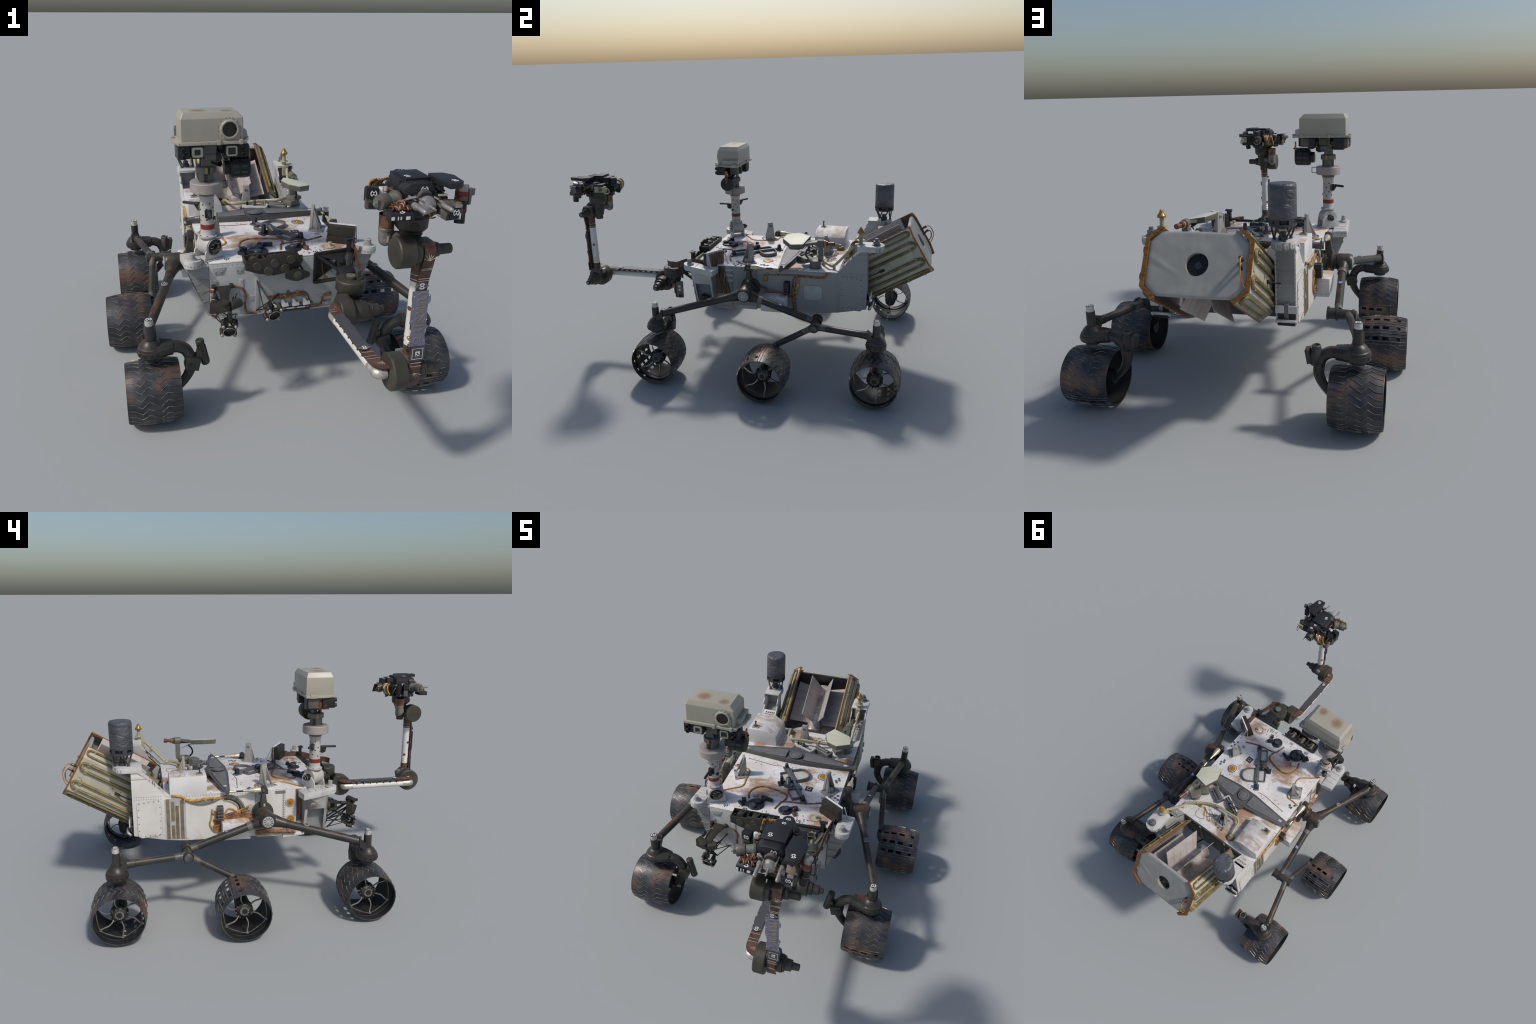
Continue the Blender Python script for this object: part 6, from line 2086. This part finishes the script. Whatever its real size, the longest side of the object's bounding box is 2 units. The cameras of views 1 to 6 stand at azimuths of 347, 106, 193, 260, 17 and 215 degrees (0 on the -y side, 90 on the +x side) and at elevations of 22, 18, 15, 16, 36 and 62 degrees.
    k.lathe((.1465, wy, wz), X, [(0, .044), (.004, .0475), (.050, .0475), (.056, .041), (.070, .040)], "olive_joint", 32)
    k.lathe((.215, wy, wz), X, [(0, .026), (.046, .026), (.047, .0215), (.050, .0225), (.066, .0215), (.067, .0165), (.105, .0155), (.108, .0140)], "olive_joint", 24)
    k.torus((.245, wy, wz), X, .0255, .003, "amber_foil", 24, 6)
    k.box((.235, wy + .005, wz + .008), (.05, .05, .045), "warm_grey")
    k.lathe((.3228, wy, wz), X, [(0, .0108), (.001, .0108)], "mark_black", 16)
    for a_ in (-1, 1):
        for m in (-1, 1):
            k.box((.3243, wy + a_ * .0038, wz + m * .0038), (.001, .0044, .0044), "mark_white")
    k.lathe((.220, -.854, .779), (0, 0, 1), [(0, .0175), (.001, .0195), (.022, .0195), (.023, .0255), (.05, .027), (.062, .027), (.064, .031), (.075, .031), (.082, .034)], "olive_joint", 26)
    k.box((.215, -.872, .825), (.04, .05, .045), "olive_joint")
    put("wrist_joint", k, arm, .0012)
    p = B()
    p.lathe((.156, -.822, .832), (0, 0, 1), [(0, .0215), (.030, .0222), (.031, .0235), (.037, .0235), (.038, .0225), (.080, .0240)], "foil_grey", 22)
    p.sphere((.156, -.822, .833), .0215, "foil_grey", 18)
    p.lathe((.156, -.822, .872), (0, 0, 1), [(0, .0226), (.04, .0245)], "copper_brown", 22)
    p.cyl((.160, -.822, .843), (.215, -.845, .843), .0165, "warm_grey")
    p.cyl((.156, -.842, .83), (.156, -.842, .85), .006, "steel_grey")
    put("cable_elbow", p, arm)
    return arm


# ---------------------------------------------------------------- tool turret
def make_turret(arm):
    b = B()
    c = V(.220, -.852, 0)
    b.lathe(c + V(0, 0, .858), (0, 0, 1), [(0, .033), (.010, .034), (.013, .040), (.022, .0475), (.055, .0490), (.058, .046)], "olive_joint", 36)
    b.lathe(c + V(-.012, -.046, .892), (-.2, -1, 0), [(0, .014), (.003, .013)], "dark_olive", 18)
    b.lathe(c + V(0, 0, .914), (0, 0, 1), [(0, .055), (.01, .064), (.060, .068), (.072, .060)], "camera_black", 30)
    tr = put("turret", b, None, .001)
    # black cover boxes
    k = B()
    k.prism([(.177, -.876, 1.030), (.2525, -.876, 1.030), (.2525, -.788, 1.032), (.182, -.788, 1.032)], (0, 0, -.004), "cover_black")
    k.loft([[(.180, -.872, .985), (.250, -.872, .985), (.252, -.788, .985), (.180, -.788, .985)], [(.177, -.876, 1.026), (.2525, -.876, 1.026), (.2525, -.787, 1.027), (.180, -.787, 1.027)]], "cover_black")
    k.loft([[(.160, -.868, .985), (.181, -.868, .985), (.183, -.79, .985), (.160, -.795, .985)], [(.161, -.866, 1.022), (.178, -.870, 1.024), (.180, -.79, 1.024), (.161, -.798, 1.022)]], "cover_black")
    k.prism([(.186, -.788, .970), (.252, -.788, .970), (.252, -.752, .970), (.186, -.752, .970)], (0, 0, .052), "cover_black")
    k.lathe((.226, -.742, .975), (0, 0, 1), [(0, .022), (.040, .022), (.043, .019)], "cover_black", 20)
    out = stadium((-.022, 0), (.022, 0), .026, 10)
    k.loft([[(.207 + x * 1.05, -.870, 1.000 + z * .9) for x, z in out], [(.207 + x, -.902, 1.000 + z * .86) for x, z in out], [(.207 + x * .9, -.905, 1.000 + z * .75) for x, z in out]], "cover_black")
    bc = put("instrument_cover", k, tr, .0015)
    m = B()
    roundel(m, (.192, -.852, 1.0303), (0, 0, 1), .0098, "mark_white", None, (1, .3, 0))
    roundel(m, (.218, -.773, 1.0225), (0, 0, 1), .0075, "mark_white", None)
    roundel(m, (.226, -.745, 1.0185), (0, 0, 1), .0085, "mark_white", None)
    m.lathe((.2205, -.9048, 1.002), (0, -1, 0), [(0, .0145), (.001, .0145)], "cover_black", 22)
    roundel(m, (.2205, -.906, 1.002), (0, -1, 0), .0118, "mark_white", None, (0, 0, 1))
    roundel(m, (.296, -.930, 1.0315), (0, 0, 1), .0098, "mark_white", None, (1, .3, 0))
    roundel(m, (.137, -.944, .9575), (0, -.3, 1), .0098, "mark_white", None, (1, .2, 0))
    roundel(m, (.290, -.9665, .950), (0, -1, 0), .0098, "mark_white", None, (0, 0, 1))
    roundel(m, (.100, -.8395, .981), (-.2, -1, 0), .0098, "mark_white", None, (0, 0, 1))
    put("survey_mark", m, tr)
    k = B()
    o2 = [(.268, -.830), (.312, -.836), (.330, -.868), (.324, -.905), (.320, -.936), (.306, -.953), (.270, -.955), (.268, -.930), (.260, -.905), (.264, -.865)]
    k.prism([(x, y, 1.030) for x, y in o2], (0, 0, -.016), "cover_black")
    put("instrument_cover", k, tr, .0015)
    # drill
    d = B()
    Y = V(0, -1, 0)
    d.lathe((.217, -.885, .968), Y, [(0, .034), (.02, .033), (.022, .029), (.036, .0285), (.038, .031), (.044, .031), (.045, .0285)], "camera_black", 30)
    d.lathe((.217, -.925, .968), Y, [(0, .0285), (.006, .0275), (.008, .0262)], "camera_black", 28)
    d.lathe((.217, -.928, .968), Y, [(0, .0270), (.004, .0264), (.018, .0215), (.026, .0050), (.028, .0042), (.046, .0040), (.047, .0030), (.055, .0026)], "steel_grey", 28)
    d.lathe((.217, -.912, .985), Y, [(0, .022), (.012, .02)], "warm_grey", 20)
    for x, z in ((.181, .967), (.259, .968)):
        d.lathe((x, -.925, z), Y, [(0, .0105), (.018, .0105), (.019, .0075), (.068, .0068), (.070, .0058), (.072, .003)], "steel_grey", 18)
        d.lathe((x, -.88, z), Y, [(0, .013), (.05, .013)], "camera_black", 14)
    for x, z, L in ((.195, .985, .05), (.240, .987, .05), (.200, .945, .05), (.243, .948, .03)):
        d.tube([(x, -.90, z), (x, -.90 - L, z)], .0030, "steel_grey", 6)
    for x0, z0, x1, z1 in ((.17, .99, .195, .975), (.262, .985, .28, .99), (.165, .98, .187, .99)):
        d.tube([(x0, -.91, z0), (x1, -.925, z1)], .004, "steel_grey", 7)
    d.lathe((.223, -.985, .955), (.1, -1, -.1), [(0, .0028), (.012, .0024)], "steel_grey", 8)
    put("drill", d, tr)
    # cylinder spectrometer on the left
    s = B()
    ax = V(-.93, -.36, 0).normalized()
    p = V(.150, -.880, .974)
    s.lathe(p, ax, [(0, .0245), (.001, .0255), (.008, .0255), (.009, .0195), (.010, .0185)], "warm_grey", 28)
    s.lathe(p + ax * .009, ax, [(0, .0188), (.028, .0182)], "green_grey", 28)
    s.lathe(p + ax * .036, ax, [(0, .0205), (.002, .0222), (.030, .0222), (.033, .0205)], "warm_grey", 28)
    s.box(p + ax * .073, (.012, .016, .020), "green_grey", rotz(20))
    s.lathe(p + ax * .074, ax, [(0, .007), (.012, .005)], "steel_grey", 6)
    s.tube([p + ax * .07 + V(0, 0, .009), p + ax * .083 + V(0, 0, .001), p + ax * .07 + V(0, 0, -.009)], .0020, "steel_grey", 5)
    s.cyl(p - ax * .035, p, .018, "camera_black")
    put("spectrometer", s, tr, 0)
    # little filter boxes with white windows (left and right)
    l = B()
    l.loft([[(.100, -.955, .934), (.170, -.962, .930), (.172, -.915, .932), (.108, -.912, .934)], [(.102, -.953, .955), (.168, -.958, .951), (.172, -.915, .966), (.108, -.912, .968)]], "cover_black")
    for x, w in ((.108, .010), (.122, .005), (.131, .004), (.150, .014)):
        l.box((x, -.957 - .0001 * (x - .1) * 700, .943), (w, .003, .010), "mark_white")
    for x, w in ((.115, .004), (.138, .003), (.162, .004)):
        l.box((x, -.957 - .07 * (x - .1), .943), (w, .006, .018), "camera_black")
    for q in range(22):
        x0, y0 = rng.uniform(.112, .160), rng.uniform(-.940, -.912)
        l.tube([(x0 + rng.uniform(-.012, .012), y0 - .008, .960 + .3 * (y0 + .94)), (x0, y0, .964 + .35 * (y0 + .94) + rng.uniform(0, .006)), (x0 + rng.uniform(-.014, .014), y0 + .012, .966 + .3 * (y0 + .94))], rng.uniform(.002, .0042), rng.choice(("amber_foil", "amber_foil", "copper_brown", "cable_brown", "cable_black")), 5, 3)
    put("sample_box", l, tr, .0006)
    r = B()
    r.loft([[(.252, -.950, .934), (.262, -.963, .928), (.314, -.963, .928), (.318, -.92, .93), (.26, -.915, .932)], [(.254, -.950, .950), (.264, -.962, .955), (.312, -.962, .960), (.318, -.92, .975), (.26, -.915, .975)]], "warm_grey")
    r.box((.286, -.9645, .946), (.022, .003, .028), "cover_black")
    for x in (.266, .275, .303, .311):
        r.box((x, -.9645, .939), (.005, .004, .018), "camera_black" if x != .303 else "mark_white")
    r.box((.296, -.960, .968), (.022, .012, .01), "steel_grey")
    r.box((.268, -.955, .97), (.018, .018, .012), "deck_steel")
    r.box((.30, -.955, .974), (.012, .01, .006), "gold_tip")
    put("sample_box", r, tr, .0006)
    x = B()
    q0, q1 = V(.3305, -.922, .902), V(.342, -.899, 1.010)
    dd = (q1 - q0)
    L = dd.length
    x.lathe(q0, dd, [(0, .0135), (.001, .0148), (.030, .0145), (.031, .0160), (.062, .0160), (.063, .0172)], "camera_black", 20)
    x.lathe(q0 + dd.normalized() * .064, dd, [(0, .0165), (.016, .0165)], "warm_grey", 20)
    x.lathe(q0 + dd.normalized() * .080, dd, [(0, .0175), (.010, .0175)], "mast_red", 20)
    x.lathe(q0 + dd.normalized() * .090, dd, [(0, .0165), (.014, .0170), (L - .094, .0172), (L - .090, .0155)], "steel_grey", 20)
    for h, mat in ((.038, "red_band"), (.074, "red_band"), (.078, "copper_brown")):
        x.torus(q0 + dd.normalized() * h, dd, .0158, .0025, mat, 20, 6)
    put("motor_can", x, tr)
    x = B()
    x.box((.358, -.905, .975), (.010, .020, .045), "deck_steel", rotz(15))
    x.box((.352, -.88, .965), (.020, .03, .05), "camera_black", rotz(15))
    x.cyl((.350, -.885, .925), (.350, -.885, .955), .010, "dark_olive")
    x.box((.372, -.895, .985), (.018, .016, .02), "deck_steel", rotz(20))
    put("side_electronics", x, tr, .001)
    # left electronics with white can
    x = B()
    R = rotz(-12)
    x.box((.100, -.825, .981), (.034, .026, .032), "camera_black", R)
    x.box((.099, -.824, .950), (.030, .022, .034), "warm_grey", R)
    x.box((.098, -.838, .945), (.020, .004, .016), "camera_black", R)
    x.cyl((.128, -.826, .965), (.130, -.822, .995), .008, "mark_white")
    x.cyl((.139, -.830, .960), (.142, -.824, .996), .0075, "pale_line")
    x.torus((.141, -.826, .984), (0, .1, 1), .0078, .0015, "orange_gold", 14, 5)
    x.box((.120, -.800, .965), (.035, .05, .04), "camera_black", rotz(20))
    x.tube([(.13, -.79, .96), (.118, -.775, .975), (.125, -.765, .955), (.14, -.77, .94)], .004, "deck_steel", 6, 4)
    x.cyl((.118, -.808, .935), (.135, -.79, .94), .013, "antenna_dark")
    x.torus((.112, -.81, .945), (1, .4, 0), .012, .003, "pale_line", 16, 6)
    put("side_electronics", x, tr, .001)
    # brush/abrasion disc at the back with gold cables
    x = B()
    cc = V(.218, -.712, .966)
    ax = V(.0, 1, -.12)
    x.lathe(cc - ax * .03, ax, [(0, .020), (.012, .024), (.014, .0265), (.030, .0265), (.033, .023), (.034, .012)], "antenna_dark", 28)
    for k in range(14):
        a = 2 * math.pi * k / 14
        x.box(cc + V(.0215 * math.cos(a), .0045, .0215 * math.sin(a)), (.005, .004, .005), "steel_grey", Matrix.Rotation(-a, 3, "Y"))
    x.lathe(cc + ax * .002, ax, [(0, .011), (.003, .010)], "copper_brown", 20)
    x.lathe(cc + ax * .004, ax, [(0, .007), (.004, .005)], "orange_gold", 16)
    x.cyl(cc - ax * .08, cc - ax * .03, .022, "camera_black")
    x.prism([(.246, -.700, .945), (.25, -.690, .94), (.235, -.695, .985), (.226, -.705, .988)], (0, -.02, 0), "camera_black")
    put("brush_head", x, tr)
    x = B()
    for k in range(6):
        o = .009 * k
        x.tube([(.185 - o, -.742 - .1 * o, .996), (.178 - o, -.725 - .2 * o, .985), (.172 - o, -.722 - .25 * o, .962), (.170 - o, -.735 - .2 * o, .940)], .0036, "cone_gold" if k == 2 else ("cable_ochre" if k % 2 else "amber_foil"), 6, 4)
    for k in range(4):
        x.box((.19 - .014 * k, -.745 - .006 * k, .944), (.011, .012, .020), "camera_black" if k % 2 else "steel_grey", rotz(20))
    x.box((.165, -.775, .955), (.05, .06, .05), "camera_black", rotz(25))
    x.prism([(.178, -.728, .992), (.160, -.722, .985), (.156, -.718, .970), (.168, -.722, .962)], (0, -.004, .002), "cone_gold")
    put("gold_cables", x, tr)
    # contact camera on the right
    x = B()
    x.box((.310, -.775, .968), (.030, .058, .030), "pipe_yellow", rotz(6))
    x.lathe((.324, -.772, .968), (1, 0, 0), [(0, .0125), (.003, .0125), (.0035, .009), (.001, .0085)], "camera_black", 22)
    x.torus((.328, -.772, .968), (1, 0, 0), .0095, .0012, "steel_grey", 20, 5)
    x.cyl((.316, -.772, .985), (.316, -.772, .996), .012, "camera_black")
    for yy in (-.80, -.745):
        x.lathe((.324, yy, .982), (1, 0, 0), [(0, .0035), (.003, .003)], "pale_line", 8)
    x.box((.285, -.79, .965), (.05, .06, .06), "camera_black", rotz(6))
    x.torus((.318, -.735, .96), (.7, .6, .3), .014, .003, "pale_line", 16, 6)
    put("contact_camera", x, tr, .001)
    # crowd of harness loops, fittings and small boxes packed between the instruments
    x = B()
    r2 = random.Random(21)
    for k in range(120):
        a = r2.uniform(0, 2 * math.pi)
        rad = r2.uniform(.045, .092)
        p = V(.222 + rad * math.cos(a), -.842 + rad * math.sin(a), r2.uniform(.925, 1.0))
        if p.y < -.888:
            p.y += .02
            p.z = min(p.z, .972)
        s = r2.uniform(.007, .02)
        mat = r2.choice(("camera_black", "camera_black", "camera_black", "dark_olive", "deck_steel", "warm_grey", "lid_black"))
        if r2.random() < .6:
            x.box(p, (s, s * r2.uniform(.5, 1.4), s * r2.uniform(.5, 1.3)), mat, rotz(r2.uniform(0, 90)))
        else:
            d_ = V(r2.uniform(-1, 1), r2.uniform(-1, 1), r2.uniform(-.5, .5)).normalized()
            x.cyl(p, p + d_ * s * 1.3, s * .4, mat, None, 10)
    put("turret_fitting", x, tr, stuff=True)
    x = B()
    for k in range(40):
        a = r2.uniform(0, 2 * math.pi)
        pts = []
        z = r2.uniform(.935, 1.0)
        for i in range(4):
            rad = r2.uniform(.065, .094)
            q = V(.222 + rad * math.cos(a + .22 * i), -.842 + rad * math.sin(a + .22 * i), z + r2.uniform(-.016, .016))
            if q.y < -.895:
                q.z = min(q.z, .975)
            pts.append(q)
        x.tube(pts, r2.uniform(.0016, .0034), r2.choice(("orange_gold", "copper_brown", "cable_black", "cable_black", "cable_black", "steel_grey", "pale_line", "amber_foil")), 6, 4)
    put("turret_wire", x, tr, stuff=True)


# ---------------------------------------------------------------- assemble
def main():
    global ROOT
    make_materials()
    ROOT = bpy.data.objects.new("mars_rover", None)
    bpy.context.scene.collection.objects.link(ROOT)
    ROOT["label"] = "six-wheeled planetary rover with camera mast and robotic arm"
    ROOT["category"] = "rover vehicle"
    make_chassis()
    make_deck()
    make_front()
    make_mast()
    make_relay()
    make_power()
    make_side(-1)
    make_side(1)
    make_wheels()
    arm = make_arm()
    make_turret(arm)
    bpy.context.view_layer.update()

main()
